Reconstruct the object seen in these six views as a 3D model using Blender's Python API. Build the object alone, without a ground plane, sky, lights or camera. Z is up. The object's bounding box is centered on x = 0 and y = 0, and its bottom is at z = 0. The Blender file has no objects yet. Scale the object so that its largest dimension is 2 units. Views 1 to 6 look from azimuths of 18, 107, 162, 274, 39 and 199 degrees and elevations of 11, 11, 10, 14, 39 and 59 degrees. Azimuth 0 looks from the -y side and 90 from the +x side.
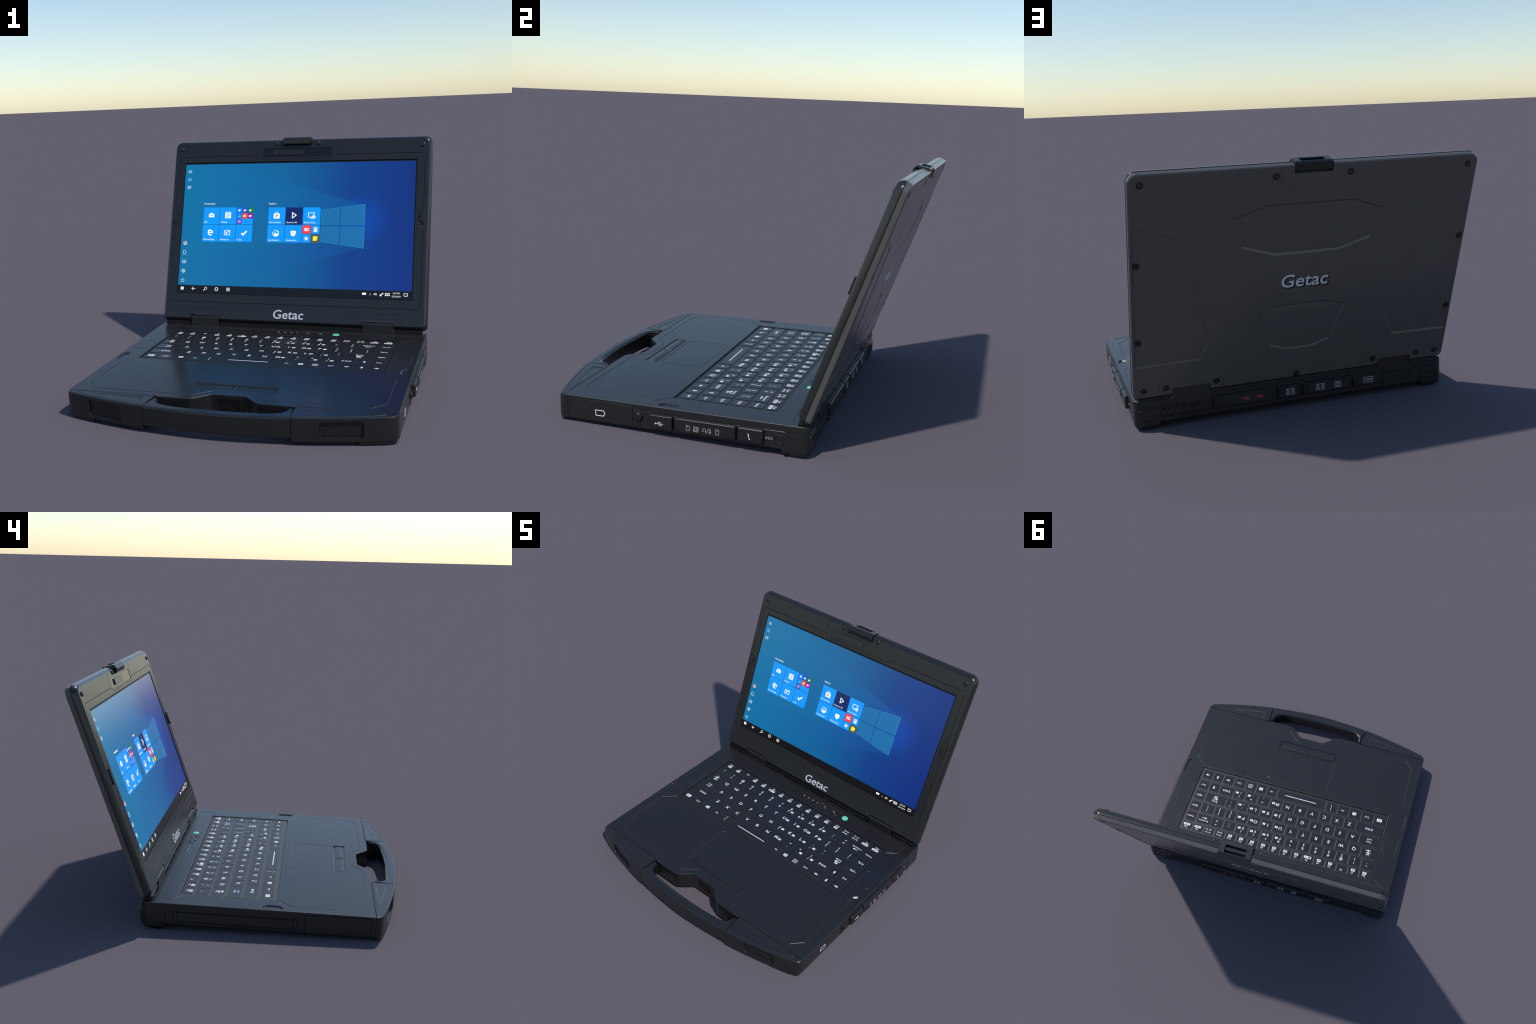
# Rugged clamshell laptop, opened about 110 degrees, built part by part.
# Two local frames are used:  BASE frame (x right, y back, z up, z=0 is the palm-rest deck)
#                             LID frame  (x right, y up the lid, z out of the screen, z=0 is the bezel face)
import bpy, bmesh, math, random
from mathutils import Matrix, Vector

random.seed(7)
DEBUG = False
SCN = bpy.context.scene
COL = SCN.collection

XC = -0.0075
BASE_TILT = math.atan(0.0165)
LID_LEAN = math.radians(18.82)
M_BASE = Matrix.Translation((XC, 0, 0.1650)) @ Matrix.Rotation(BASE_TILT, 4, 'X')
M_LID = Matrix.Translation((XC, 0.437, 0)) @ Matrix.Rotation(math.pi / 2 - LID_LEAN, 4, 'X')


# ------------------------------------------------------------------ materials
def srgb(r, g, b):
    f = lambda c: c / 12.92 if c <= 0.04045 else ((c + 0.055) / 1.055) ** 2.4
    return (f(r / 255), f(g / 255), f(b / 255), 1)


def plastic(name, col, rough, vary=0.10, grain=0.05, grain_scale=700, spec=0.5, rough_vary=0.05):
    m = bpy.data.materials.new(name)
    m.use_nodes = True
    nt = m.node_tree
    n, l = nt.nodes, nt.links
    b = n['Principled BSDF']
    tc = n.new('ShaderNodeTexCoord')
    big = n.new('ShaderNodeTexNoise')
    big.inputs['Scale'].default_value = 9
    big.inputs['Detail'].default_value = 5
    l.new(tc.outputs['Object'], big.inputs['Vector'])
    mix = n.new('ShaderNodeMix')
    mix.data_type = 'RGBA'
    mix.inputs[6].default_value = tuple(c * (1 - vary) for c in col[:3]) + (1,)
    mix.inputs[7].default_value = tuple(c * (1 + vary) for c in col[:3]) + (1,)
    l.new(big.outputs['Fac'], mix.inputs[0])
    l.new(mix.outputs[2], b.inputs['Base Color'])
    mr = n.new('ShaderNodeMapRange')
    mr.inputs['To Min'].default_value = rough - rough_vary
    mr.inputs['To Max'].default_value = rough + rough_vary
    l.new(big.outputs['Fac'], mr.inputs['Value'])
    l.new(mr.outputs[0], b.inputs['Roughness'])
    b.inputs['Specular IOR Level'].default_value = spec
    if grain > 0:
        fine = n.new('ShaderNodeTexNoise')
        fine.inputs['Scale'].default_value = grain_scale
        fine.inputs['Detail'].default_value = 2
        l.new(tc.outputs['Object'], fine.inputs['Vector'])
        bump = n.new('ShaderNodeBump')
        bump.inputs['Strength'].default_value = grain
        bump.inputs['Distance'].default_value = 0.001
        l.new(fine.outputs['Fac'], bump.inputs['Height'])
        l.new(bump.outputs[0], b.inputs['Normal'])
    return m


def glow(name, rgb, rough=0.18, strength=1.0):
    """a lit patch of the display: black glass surface that gives off its own colour"""
    m = bpy.data.materials.new(name)
    m.use_nodes = True
    b = m.node_tree.nodes['Principled BSDF']
    b.inputs['Base Color'].default_value = (0.004, 0.004, 0.004, 1)
    b.inputs['Roughness'].default_value = rough
    # what the eye sees is emission plus the glass reflection, so leave room for the latter
    lin = srgb(*rgb)
    b.inputs['Emission Color'].default_value = tuple(max(0.0, c - k) for c, k in zip(lin, (0.0105, 0.013, 0.018))) + (1,)
    b.inputs['Emission Strength'].default_value = strength
    return m


def wallpaper_material():
    m = bpy.data.materials.new('display_wallpaper')
    m.use_nodes = True
    nt = m.node_tree
    n, l = nt.nodes, nt.links
    b = n['Principled BSDF']
    b.inputs['Base Color'].default_value = (0.004, 0.004, 0.004, 1)
    b.inputs['Roughness'].default_value = 0.18
    tc = n.new('ShaderNodeTexCoord')
    sep = n.new('ShaderNodeSeparateXYZ')
    l.new(tc.outputs['Object'], sep.inputs[0])
    X, V = sep.outputs['X'], sep.outputs['Y']

    def math_(op, a, c=None, clamp=False):
        k = n.new('ShaderNodeMath')
        k.operation = op
        k.use_clamp = clamp
        for i, q in enumerate((a, c)):
            if q is None:
                continue
            if isinstance(q, (int, float)):
                k.inputs[i].default_value = q
            else:
                l.new(q, k.inputs[i])
        return k.outputs[0]

    def step(val, lo, hi):
        r = n.new('ShaderNodeMapRange')
        r.interpolation_type = 'SMOOTHSTEP'
        r.inputs['From Min'].default_value = lo
        r.inputs['From Max'].default_value = hi
        l.new(val, r.inputs['Value'])
        return r.outputs[0]

    def mixc(fac, a, c):
        k = n.new('ShaderNodeMix')
        k.data_type = 'RGBA'
        l.new(fac, k.inputs[0])
        for i, q in ((6, a), (7, c)):
            if isinstance(q, tuple):
                k.inputs[i].default_value = q
            else:
                l.new(q, k.inputs[i])
        return k.outputs[2]
    # lateral sweep teal -> deep blue, slightly later along the lower half
    u = math_('ADD', X, math_('MULTIPLY', math_('SUBTRACT', 0.9, V), 0.05))
    ramp = n.new('ShaderNodeValToRGB')
    cr = ramp.color_ramp
    stops = ((-0.84, 0.157, 0.360), (-0.60, 0.146, 0.354), (-0.07, 0.112, 0.312), (0.20, 0.074, 0.270), (0.385, 0.044, 0.236), (0.50, 0.039, 0.228), (0.71, 0.029, 0.213), (0.84, 0.024, 0.192))
    for i, (p, g, bl) in enumerate(stops):
        p = (p + 0.9) / 1.8
        if i == 0:
            cr.elements.remove(cr.elements[1])
            e = cr.elements[0]
            e.position = p
        else:
            e = cr.elements.new(p)
        e.color = (0.0, g, bl, 1)
    l.new(math_('DIVIDE', math_('ADD', u, 0.9), 1.8, True), ramp.inputs[0])
    col = ramp.outputs[0]
    # fan of light leaving the window motif toward the left
    up = math_('SUBTRACT', math_('ADD', 1.0646, math_('MULTIPLY', math_('SUBTRACT', 0.489, X), 0.2905)), V)
    lo = math_('SUBTRACT', V, math_('SUBTRACT', 0.7555, math_('MULTIPLY', math_('SUBTRACT', 0.5017, X), 0.285)))
    lo2 = math_('SUBTRACT', V, math_('SUBTRACT', 0.7915, math_('MULTIPLY', math_('SUBTRACT', 0.1237, X), 0.1265)))
    left = step(math_('SUBTRACT', 0.50, X), 0.0, 0.05)
    fan = math_('MULTIPLY', math_('MULTIPLY', step(up, 0, 0.008), step(lo, 0, 0.02)), left)
    near = math_('MULTIPLY', fan, step(X, -0.9, 0.6))
    col = mixc(math_('MULTIPLY', near, 0.28), col, (0.0, 0.108, 0.42, 1))
    inner = math_('MULTIPLY', math_('MULTIPLY', fan, step(lo2, 0, 0.006)), 0.10)
    col = mixc(inner, col, (0.0, 0.20, 0.42, 1))
    # bloom at the right-hand border of the motif
    dx = math_('SUBTRACT', X, 0.49)
    dv = math_('SUBTRACT', V, 0.95)
    dist = math_('SQRT', math_('ADD', math_('MULTIPLY', dx, dx), math_('MULTIPLY', math_('MULTIPLY', dv, dv), 0.9)))
    bloom = math_('SUBTRACT', 1.0, step(dist, 0.02, 0.22))
    col = mixc(math_('MULTIPLY', bloom, 0.42), col, (0.0, 0.075, 0.55, 1))
    l.new(col, b.inputs['Emission Color'])
    b.inputs['Emission Strength'].default_value = 1.0
    return m


SHELL = plastic('shell_dark_plastic', (0.0160, 0.0165, 0.0180), 0.23, grain=0.02, rough_vary=0.02)
SIDE = plastic('shell_side_rubber', (0.0165, 0.0165, 0.0165), 0.28, grain=0.03)
BEZEL = plastic('bezel_plastic', (0.0170, 0.0180, 0.0185), 0.22, grain=0.02, rough_vary=0.02)
LIDBACK = plastic('lid_painted_metal', (0.092, 0.088, 0.081), 0.235, grain=0.03, rough_vary=0.03)
COVER = plastic('port_cover_rubber', (0.0145, 0.0145, 0.0148), 0.30, grain=0.03)
LABELBG = plastic('port_label_matt', (0.008, 0.008, 0.009), 0.5, grain=0)
KEYMAT = plastic('key_plastic', (0.0160, 0.0165, 0.0185), 0.23, grain=0.02, rough_vary=0.02)
TRAY = plastic('keyboard_membrane', (0.0150, 0.0150, 0.0155), 0.40)
EDGE = plastic('edge_glint_tint', (0.020, 0.020, 0.020), 0.38, grain=0)  # shell colour made paler and rougher for sun glints along seams and key rims
DARK = plastic('deep_black', (0.005, 0.005, 0.005), 0.5, grain=0)
GLOSS = plastic('gloss_black', (0.006, 0.006, 0.007), 0.12, grain=0, rough_vary=0.02)
SCREW = plastic('screw_black', (0.008, 0.008, 0.009), 0.42, grain=0)
WHITE = plastic('legend_white', (0.80, 0.80, 0.80), 0.45, vary=0.02, grain=0)
GREYINK = plastic('symbol_grey', (0.40, 0.40, 0.42), 0.45, vary=0.02, grain=0)
ORANGE = plastic('symbol_orange', (0.62, 0.065, 0.015), 0.45, vary=0.02, grain=0)
GREEN = plastic('power_green', (0.14, 0.66, 0.40), 0.35, vary=0.02, grain=0)
SILVER = plastic('lettering_silver', (0.62, 0.64, 0.67), 0.34, vary=0.02, grain=0)
WALL = wallpaper_material()
G_TILE = glow('glow_tile_blue', (24, 155, 255))
G_WHITE = glow('glow_white', (255, 255, 255))
G_PALE = glow('glow_pale', (190, 225, 245))
G_BAR = glow('glow_bar', (10, 12, 17))
G_BARHI = glow('glow_bar_highlight', (26, 29, 36))


# ------------------------------------------------------------------ mesh tools
def link(name, mesh, parent, mats=(), frame=None):
    o = bpy.data.objects.new(name, mesh)
    COL.objects.link(o)
    mesh.name = name
    for m in mats:
        if m.name not in [q.name for q in mesh.materials if q]:
            mesh.materials.append(m)
    if parent is not None:
        o.parent = parent
        if frame is None:
            o.matrix_basis = Matrix.Identity(4)
        else:
            o.matrix_basis = frame
    return o


def bm_mesh(bm, name='m'):
    bmesh.ops.recalc_face_normals(bm, faces=bm.faces)
    # every closed shell must enclose a positive volume
    bm.faces.ensure_lookup_table()
    bm.faces.index_update()
    seen = set()
    for f0 in bm.faces:
        if f0.index in seen:
            continue
        stack, shell, vol = [f0], [], 0.0
        seen.add(f0.index)
        while stack:
            f = stack.pop()
            shell.append(f)
            v = [q.co for q in f.verts]
            for i in range(1, len(v) - 1):
                vol += v[0].dot(v[i].cross(v[i + 1]))
            for e in f.edges:
                for g in e.link_faces:
                    if g.index not in seen:
                        seen.add(g.index)
                        stack.append(g)
        if vol < 0:
            bmesh.ops.reverse_faces(bm, faces=shell)
    me = bpy.data.meshes.new(name)
    bm.to_mesh(me)
    bm.free()
    return me


def loft_bm(rings, bm=None, flip=False):
    bm = bm or bmesh.new()
    rows = [[bm.verts.new(p) for p in r] for r in rings]
    k = len(rows[0])
    for a, c in zip(rows, rows[1:]):
        for i in range(k):
            bm.faces.new((a[i], a[(i + 1) % k], c[(i + 1) % k], c[i]))
    bm.faces.new(list(reversed(rows[0])))
    bm.faces.new(rows[-1])
    return bm


def prism(poly, z0, z1, bm=None):
    return loft_bm([[(x, y, z0) for x, y in poly], [(x, y, z1) for x, y in poly]], bm)


def frustum(p0, z0, p1, z1, bm=None):
    return loft_bm([[(x, y, z0) for x, y in p0], [(x, y, z1) for x, y in p1]], bm)


def rect(x0, y0, x1, y1):
    x0, x1 = sorted((x0, x1))
    y0, y1 = sorted((y0, y1))
    return [(x0, y0), (x1, y0), (x1, y1), (x0, y1)]


def fillet(poly, r, n=4, closed=True):
    """round the corners of a polygon; r may be one number or one per corner"""
    out = []
    k = len(poly)
    for i, p in enumerate(poly):
        ri = r[i] if isinstance(r, (list, tuple)) else r
        if (not closed and i in (0, k - 1)) or ri <= 0:
            out.append(p)
            continue
        P, A, B = Vector(p), Vector(poly[i - 1]), Vector(poly[(i + 1) % k])
        a, b = (A - P), (B - P)
        la, lb = a.length, b.length
        a, b = a / la, b / lb
        ang = a.angle(b)
        if ang > math.radians(176):
            out.append(p)
            continue
        t = min(ri / math.tan(ang / 2), la * 0.48, lb * 0.48)
        rr = t * math.tan(ang / 2)
        c = P + (a + b).normalized() * (rr / math.sin(ang / 2))
        s, e = P + a * t - c, P + b * t - c
        for j in range(n + 1):
            f = j / n
            a0 = math.atan2(s.y, s.x)
            d = (math.atan2(e.y, e.x) - a0 + math.pi) % (2 * math.pi) - math.pi
            q = a0 + d * f
            out.append((c.x + rr * math.cos(q), c.y + rr * math.sin(q)))
    return out


def area(poly):
    return sum(a[0] * b[1] - b[0] * a[1] for a, b in zip(poly, poly[1:] + poly[:1])) / 2


def inset(poly, d):
    """move every side of a closed polygon inward by d (mitred)"""
    s = 1 if area(poly) > 0 else -1
    k = len(poly)
    out = []
    for i in range(k):
        a, p, c = Vector(poly[i - 1]), Vector(poly[i]), Vector(poly[(i + 1) % k])
        e0, e1 = (p - a).normalized(), (c - p).normalized()
        n0, n1 = Vector((-e0.y, e0.x)) * s, Vector((-e1.y, e1.x)) * s
        m = n0 + n1
        m = m / max(m.dot(m), 1e-6) * 2
        if m.length > 3:
            m = m.normalized() * 3
        out.append((p.x + m.x * d, p.y + m.y * d))
    return out


def mirror_x(pts):
    return [(-x, y) for x, y in reversed(pts)]


def pillow(poly, z0, z1, r, segs=3, bm=None, bottom=0.0):
    """prism with a rounded top rim of radius r (and optional chamfered bottom)"""
    rings = []
    if bottom:
        rings.append([(x, y, z0) for x, y in inset(poly, bottom)])
        rings.append([(x, y, z0 + bottom) for x, y in poly])
    else:
        rings.append([(x, y, z0) for x, y in poly])
    for i in range(segs + 1):
        a = i / segs * math.pi / 2
        rings.append([(x, y, z1 - r + r * math.sin(a)) for x, y in inset(poly, r * (1 - math.cos(a)) + 1e-6)])
    return loft_bm(rings, bm)


def groove(path, width, depth, z=0.0, closed=False, bm=None):
    """cutter for a soft-edged channel along a path in the plane at height z, cutting downward"""
    k = len(path)
    h = width / 2
    section = ((h * 1.10, 0.0010), (h, 0.0), (h * 0.62, -0.24 * depth), (h * 0.26, -0.88 * depth), (h * 0.12, -depth))
    section = section + tuple((-o, q) for o, q in section[::-1])
    bm = bm or bmesh.new()
    rows = []
    for i in range(k):
        p = Vector(path[i])
        a = Vector(path[i - 1]) if (i > 0 or closed) else None
        c = Vector(path[(i + 1) % k]) if (i < k - 1 or closed) else None
        e0 = (p - a).normalized() if a is not None else None
        e1 = (c - p).normalized() if c is not None else None
        e0 = e0 or e1
        e1 = e1 or e0
        m = Vector((-e0.y - e1.y, e0.x + e1.x))
        m = m / max(m.dot(m), 1e-6) * 2
        if m.length > 2:
            m = m.normalized() * 2
        rows.append([bm.verts.new((p.x + m.x * o, p.y + m.y * o, z + q)) for o, q in section])
    n = len(section)
    pairs = list(zip(rows, rows[1:])) + ([(rows[-1], rows[0])] if closed else [])
    for a, c in pairs:
        for i in range(n):
            bm.faces.new((a[i], a[(i + 1) % n], c[(i + 1) % n], c[i]))
    if not closed:
        bm.faces.new(rows[0])
        bm.faces.new(list(reversed(rows[-1])))
    return bm


def move(bm, mat):
    bmesh.ops.transform(bm, matrix=mat, verts=bm.verts)
    return bm


def join(*bms):
    out = bmesh.new()
    for b in bms:
        me = bm_mesh(b)
        out.from_mesh(me)
        bpy.data.meshes.remove(me)
    return out


def volume(me):
    b = bmesh.new()
    b.from_mesh(me)
    v = b.calc_volume()
    b.free()
    return v


def subtract(cur, cm, robust):
    a = bpy.data.objects.new('a', cur)
    b = bpy.data.objects.new('b', cm)
    COL.objects.link(a)
    COL.objects.link(b)
    md = a.modifiers.new('cut', 'BOOLEAN')
    md.operation = 'DIFFERENCE'
    md.solver = 'EXACT'
    md.use_self = robust
    md.use_hole_tolerant = robust
    md.object = b
    dg = bpy.context.evaluated_depsgraph_get()
    new = bpy.data.meshes.new_from_object(a.evaluated_get(dg))
    bpy.data.objects.remove(a)
    bpy.data.objects.remove(b)
    return new


def shells(bm):
    """split a cutter into its separate closed shells"""
    bm.verts.ensure_lookup_table()
    bm.verts.index_update()
    left = set(range(len(bm.verts)))
    out = []
    while left:
        s0 = left.pop()
        stack, grp = [s0], {s0}
        while stack:
            for e in bm.verts[stack.pop()].link_edges:
                for v in e.verts:
                    if v.index not in grp:
                        grp.add(v.index)
                        stack.append(v.index)
        left -= grp
        nb = bmesh.new()
        mp = {i: nb.verts.new(bm.verts[i].co) for i in sorted(grp)}
        for f in bm.faces:
            if f.verts[0].index in mp:
                nb.faces.new([mp[v.index] for v in f.verts])
        out.append(nb)
    return out


def carve(mesh, *cutters):
    """boolean difference with each cutter in turn; a cut that fails is retried shell by shell"""
    cur = mesh

    def good(new, old):
        return volume(new) > 0.5 * volume(old)

    for c in cutters:
        parts = shells(c)
        cm = bm_mesh(c, 'cut')
        new = subtract(cur, cm, False)
        if not good(new, cur):
            new = cur
            for k, p in enumerate(parts):
                done = False
                for jit in range(4):
                    q = p.copy()
                    if jit:
                        bmesh.ops.translate(q, vec=(2.3e-4 * jit, -1.7e-4 * jit, 1.1e-4 * jit), verts=q.verts)
                    pm = bm_mesh(q, 'cut')
                    for rob in (False, True):
                        t = subtract(new, pm, rob)
                        if good(t, new):
                            new, done = t, True
                            break
                    if done:
                        break
                if DEBUG:
                    print('carve retry shell', k, 'ok' if done else 'FAILED', jit)
        cur = new
        if DEBUG:
            print('carve', len(cur.polygons), round(volume(cur), 5))
    return cur


def shade(o, angle=35, weighted=True):
    me = o.data
    me.polygons.foreach_set('use_smooth', [True] * len(me.polygons))
    me.set_sharp_from_angle(angle=math.radians(angle))
    if weighted:
        md = o.modifiers.new('weighted', 'WEIGHTED_NORMAL')
        md.keep_sharp = True
        md.mode = 'FACE_AREA'
        md.weight = 100
    return o


def side_frame(origin, right, up):
    r, u = Vector(right), Vector(up)
    nrm = r.cross(u)
    m = Matrix((r, u, nrm)).transposed().to_4x4()
    m.translation = Vector(origin)
    return m


# frames on the walls of the base: drawing plane (right, up, outward)
F_RIGHT = side_frame((0.9375, 0, 0), (0, 1, 0), (0, 0, 1))
F_LEFT = side_frame((-0.9375, 0, 0), (0, -1, 0), (0, 0, 1))
F_REAR = side_frame((0, 0.5785, 0), (-1, 0, 0), (0, 0, 1))
F_LIDBACK = side_frame((0, 0, -0.0745), (-1, 0, 0), (0, 1, 0))


# ------------------------------------------------------------------ flat artwork (symbols, letters)
_glyph = {}


def glyph_mesh(text, bold):
    key = (text, bold)
    if key not in _glyph:
        cu = bpy.data.curves.new('t', 'FONT')
        cu.body = text
        cu.size = 1
        cu.offset = bold
        cu.resolution_u = 3
        cu.align_x = 'CENTER'
        cu.space_character = 1.0 + bold * 1.5
        o = bpy.data.objects.new('t', cu)
        COL.objects.link(o)
        dg = bpy.context.evaluated_depsgraph_get()
        me = bpy.data.meshes.new_from_object(o.evaluated_get(dg))
        vs = [(v.co.x, v.co.y) for v in me.vertices]
        fs = [tuple(p.vertices) for p in me.polygons]
        bpy.data.objects.remove(o)
        bpy.data.curves.remove(cu)
        bpy.data.meshes.remove(me)
        _glyph[key] = (vs, fs)
    return _glyph[key]


def _cap():
    vs, _ = glyph_mesh('H', 0.0)
    return max(v[1] for v in vs)


CAP = _cap()


class Art:
    """collects flat shapes on a drawing plane and turns them into thin raised geometry"""

    def __init__(self, lift=0.0006):
        self.bm = bmesh.new()
        self.lift = lift

    def _solid(self, polys2d, faces, z0, z1, mat):
        bm = self.bm
        top = [bm.verts.new((x, y, z1)) for x, y in polys2d]
        bot = [bm.verts.new((x, y, z0)) for x, y in polys2d]
        edges = {}
        for f in faces:
            try:
                q = bm.faces.new([top[i] for i in f])
                q.material_index = mat
            except ValueError:
                continue
            for a, b in zip(f, f[1:] + f[:1]):
                edges[(a, b)] = edges.get((a, b), 0) + 1
        for (a, b) in list(edges):
            if (b, a) not in edges:
                q = bm.faces.new((top[b], top[a], bot[a], bot[b]))
                q.material_index = mat

    def poly(self, pts, mat=0, level=1, base=0):
        if area(pts) < 0:
            pts = list(reversed(pts))
        self._solid(pts, [tuple(range(len(pts)))], base * self.lift, level * self.lift, mat)
        return self

    def rect(self, cx, cy, w, h, r=0.0, mat=0, level=1):
        p = rect(cx - w / 2, cy - h / 2, cx + w / 2, cy + h / 2)
        return self.poly(fillet(p, r, 3) if r else p, mat, level)

    def disc(self, cx, cy, r, mat=0, level=1, n=20, ry=None):
        ry = ry or r
        return self.poly([(cx + r * math.cos(i / n * 2 * math.pi), cy + ry * math.sin(i / n * 2 * math.pi)) for i in range(n)], mat, level)

    def stroke(self, pts, w, mat=0, level=1, closed=False):
        k = len(pts)
        L, R = [], []
        for i in range(k):
            p = Vector(pts[i])
            a = Vector(pts[i - 1]) if (i > 0 or closed) else None
            c = Vector(pts[(i + 1) % k]) if (i < k - 1 or closed) else None
            e0 = (p - a).normalized() if a is not None else (c - p).normalized()
            e1 = (c - p).normalized() if c is not None else e0
            m = Vector((-e0.y - e1.y, e0.x + e1.x))
            m = m / max(m.dot(m), 1e-6) * 2
            if m.length > 2:
                m = m.normalized() * 2
            L.append((p.x + m.x * w / 2, p.y + m.y * w / 2))
            R.append((p.x - m.x * w / 2, p.y - m.y * w / 2))
        vs = L + R
        fs = []
        for i in range(k if closed else k - 1):
            j = (i + 1) % k
            fs.append((i, k + i, k + j, j))
        self._solid(vs, fs, 0, level * self.lift, mat)
        return self

    def ring(self, cx, cy, r, w, mat=0, level=1, a0=0.0, a1=360.0, n=24):
        closed = abs(a1 - a0) >= 360
        k = n if closed else n + 1
        pts = [(cx + r * math.cos(math.radians(a0 + (a1 - a0) * i / n)), cy + r * math.sin(math.radians(a0 + (a1 - a0) * i / n))) for i in range(k)]
        return self.stroke(pts, w, mat, level, closed)

    def box(self, cx, cy, w, h, t, mat=0, level=1):
        return self.stroke(rect(cx - w / 2, cy - h / 2, cx + w / 2, cy + h / 2), t, mat, level, True)

    def text(self, s, cx, cy, cap, mat=0, level=1, bold=0.0, fit=None, left=False, sx=1.0, slant=0.0):
        """cap = height of a capital; cy = middle of the capital; fit = total width"""
        vs, fs = glyph_mesh(s, bold)
        if not vs:
            return self
        k = cap / CAP
        x0, x1 = min(v[0] for v in vs), max(v[0] for v in vs)
        kx = k * sx if fit is None else fit / (x1 - x0)
        mid = x0 if left else (x0 + x1) / 2
        pts = [(cx + (x - mid) * kx + slant * (y * k - cap / 2), cy + y * k - cap / 2) for x, y in vs]
        self._solid(pts, fs, 0, level * self.lift, mat)
        return self

    def make(self, name, parent, mats, frame=None, at=None):
        if at is not None:
            move(self.bm, at)
        me = bpy.data.meshes.new(name)
        self.bm.to_mesh(me)
        self.bm.free()
        return link(name, me, parent, mats, frame)


# ------------------------------------------------------------------ the thing
laptop = bpy.data.objects.new('rugged_laptop', None)
COL.objects.link(laptop)
laptop.empty_display_size = 0.2
laptop['label'] = 'open black rugged laptop with carry handle and lit display'
laptop['category'] = 'laptop'

# ================================================================== BASE
FRONT_Y = -0.812
notch_half = fillet([(0.4025, -0.812), (0.3900, -0.8225), (0.192, -0.8205), (0.098, -0.7355), (0.0, -0.7355)], [0, 0, 0.055, 0.030, 0], 6, closed=False)[:-1]
deck_poly = ([(-0.9375, FRONT_Y), (-0.9375, 0.5785), (0.9375, 0.5785), (0.9375, FRONT_Y)][::-1])
deck_poly = [(0.9375, FRONT_Y)] + fillet([(0.9375, FRONT_Y), (0.9375, 0.5785), (-0.9375, 0.5785), (-0.9375, FRONT_Y)], [0, 0.032, 0.032, 0], 6)[1:-1] + [(-0.9375, FRONT_Y)] \
    + [(-x, y) for x, y in notch_half] + notch_half[::-1]
rings = []
for z, d in ((-0.138, 0.012), (-0.1345, 0.005), (-0.129, 0.0), (-0.0055, 0.0), (-0.0022, 0.0009), (-0.0006, 0.0026), (0.0, 0.005)):
    ring = inset(deck_poly, d + 1e-6)
    ring = [(x, py + min(d, 0.0010)) if abs(py - FRONT_Y) < 1e-4 else (x, y) for (x, y), (px, py) in zip(ring, deck_poly)]
    rings.append([(x, y, z) for x, y in ring])
deck = bm_mesh(loft_bm(rings))

WELL = rect(-0.777, -0.229, 0.777, 0.368)
cut_well = prism(WELL, -0.0145, 0.006)
cut_rim = frustum(inset(WELL, -0.0005), -0.0020, inset(WELL, -0.0080), 0.0008)
cut_rear = prism(rect(-0.921, 0.512, 0.921, 0.70), -0.0075, 0.02)
pad_poly = fillet(rect(-0.2455, -0.553, 0.2455, -0.279), 0.022, 5)
cut_pad = frustum(inset(pad_poly, 0.001), -0.0018, inset(pad_poly, -0.0035), 0.0010)
btn_poly = rect(-0.2465, -0.660, 0.2465, -0.576)
cut_btn = frustum(inset(btn_poly, 0.009), -0.0080, inset(btn_poly, -0.0045), 0.0040)
slot = fillet([(0.868, -0.238), (0.893, -0.264), (0.916, -0.254), (0.916, -0.152), (0.893, -0.144), (0.868, -0.168)], 0.006, 3)
slot_cut = lambda p: frustum(inset(p, 0.0045), -0.0070, inset(p, -0.0055), 0.0010)
status = fillet(rect(-0.066, 0.4245, 0.111, 0.4545), 0.0148, 5)
cut_status = frustum(status, -0.004, inset(status, -0.002), 0.003)


def disc_poly(cx, cy, r, n=28):
    return [(cx + r * math.cos(i / n * 2 * math.pi), cy + r * math.sin(i / n * 2 * math.pi)) for i in range(n)]


cut_round = join(*[frustum(disc_poly(x, 0.439, r - 0.001), -0.006, disc_poly(x, 0.439, r + 0.0025), 0.004) for x, r in ((0.1595, 0.0245), (0.2455, 0.0245), (0.350, 0.0285))])
GW, GD = 0.0080, 0.0026
palm_half = [(0.772, -0.224), (0.862, -0.315), (0.860, -0.693), (0.7955, -0.7645), (0.2025, -0.7645), (0.1075, -0.685)]
palm = palm_half + [(-x, y) for x, y in palm_half[::-1]]
rear_half = [(0.795, 0.338), (0.8655, 0.393), (0.8655, 0.474)]
rear_path = rear_half + [(-x, y) for x, y in rear_half[::-1]]
sticker = fillet(rect(0.7985, -0.0525, 0.9035, 0.1105), 0.030, 5)
p_frame = fillet(rect(0.118, 0.402, 0.287, 0.4655), 0.026, 4)
cuts = [cut_well, cut_rim, cut_rear, join(cut_pad, cut_btn, slot_cut(slot), slot_cut(mirror_x(slot)), cut_status, cut_round),
        join(groove(fillet(palm, 0.012, 3, False), GW, GD), groove(sticker, GW * 0.65, GD * 0.55, closed=True), groove(mirror_x(sticker), GW * 0.65, GD * 0.55, closed=True)),
        groove(rear_path, GW * 0.8, GD * 0.8), groove(p_frame, GW * 0.7, GD * 0.6, closed=True)]

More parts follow.
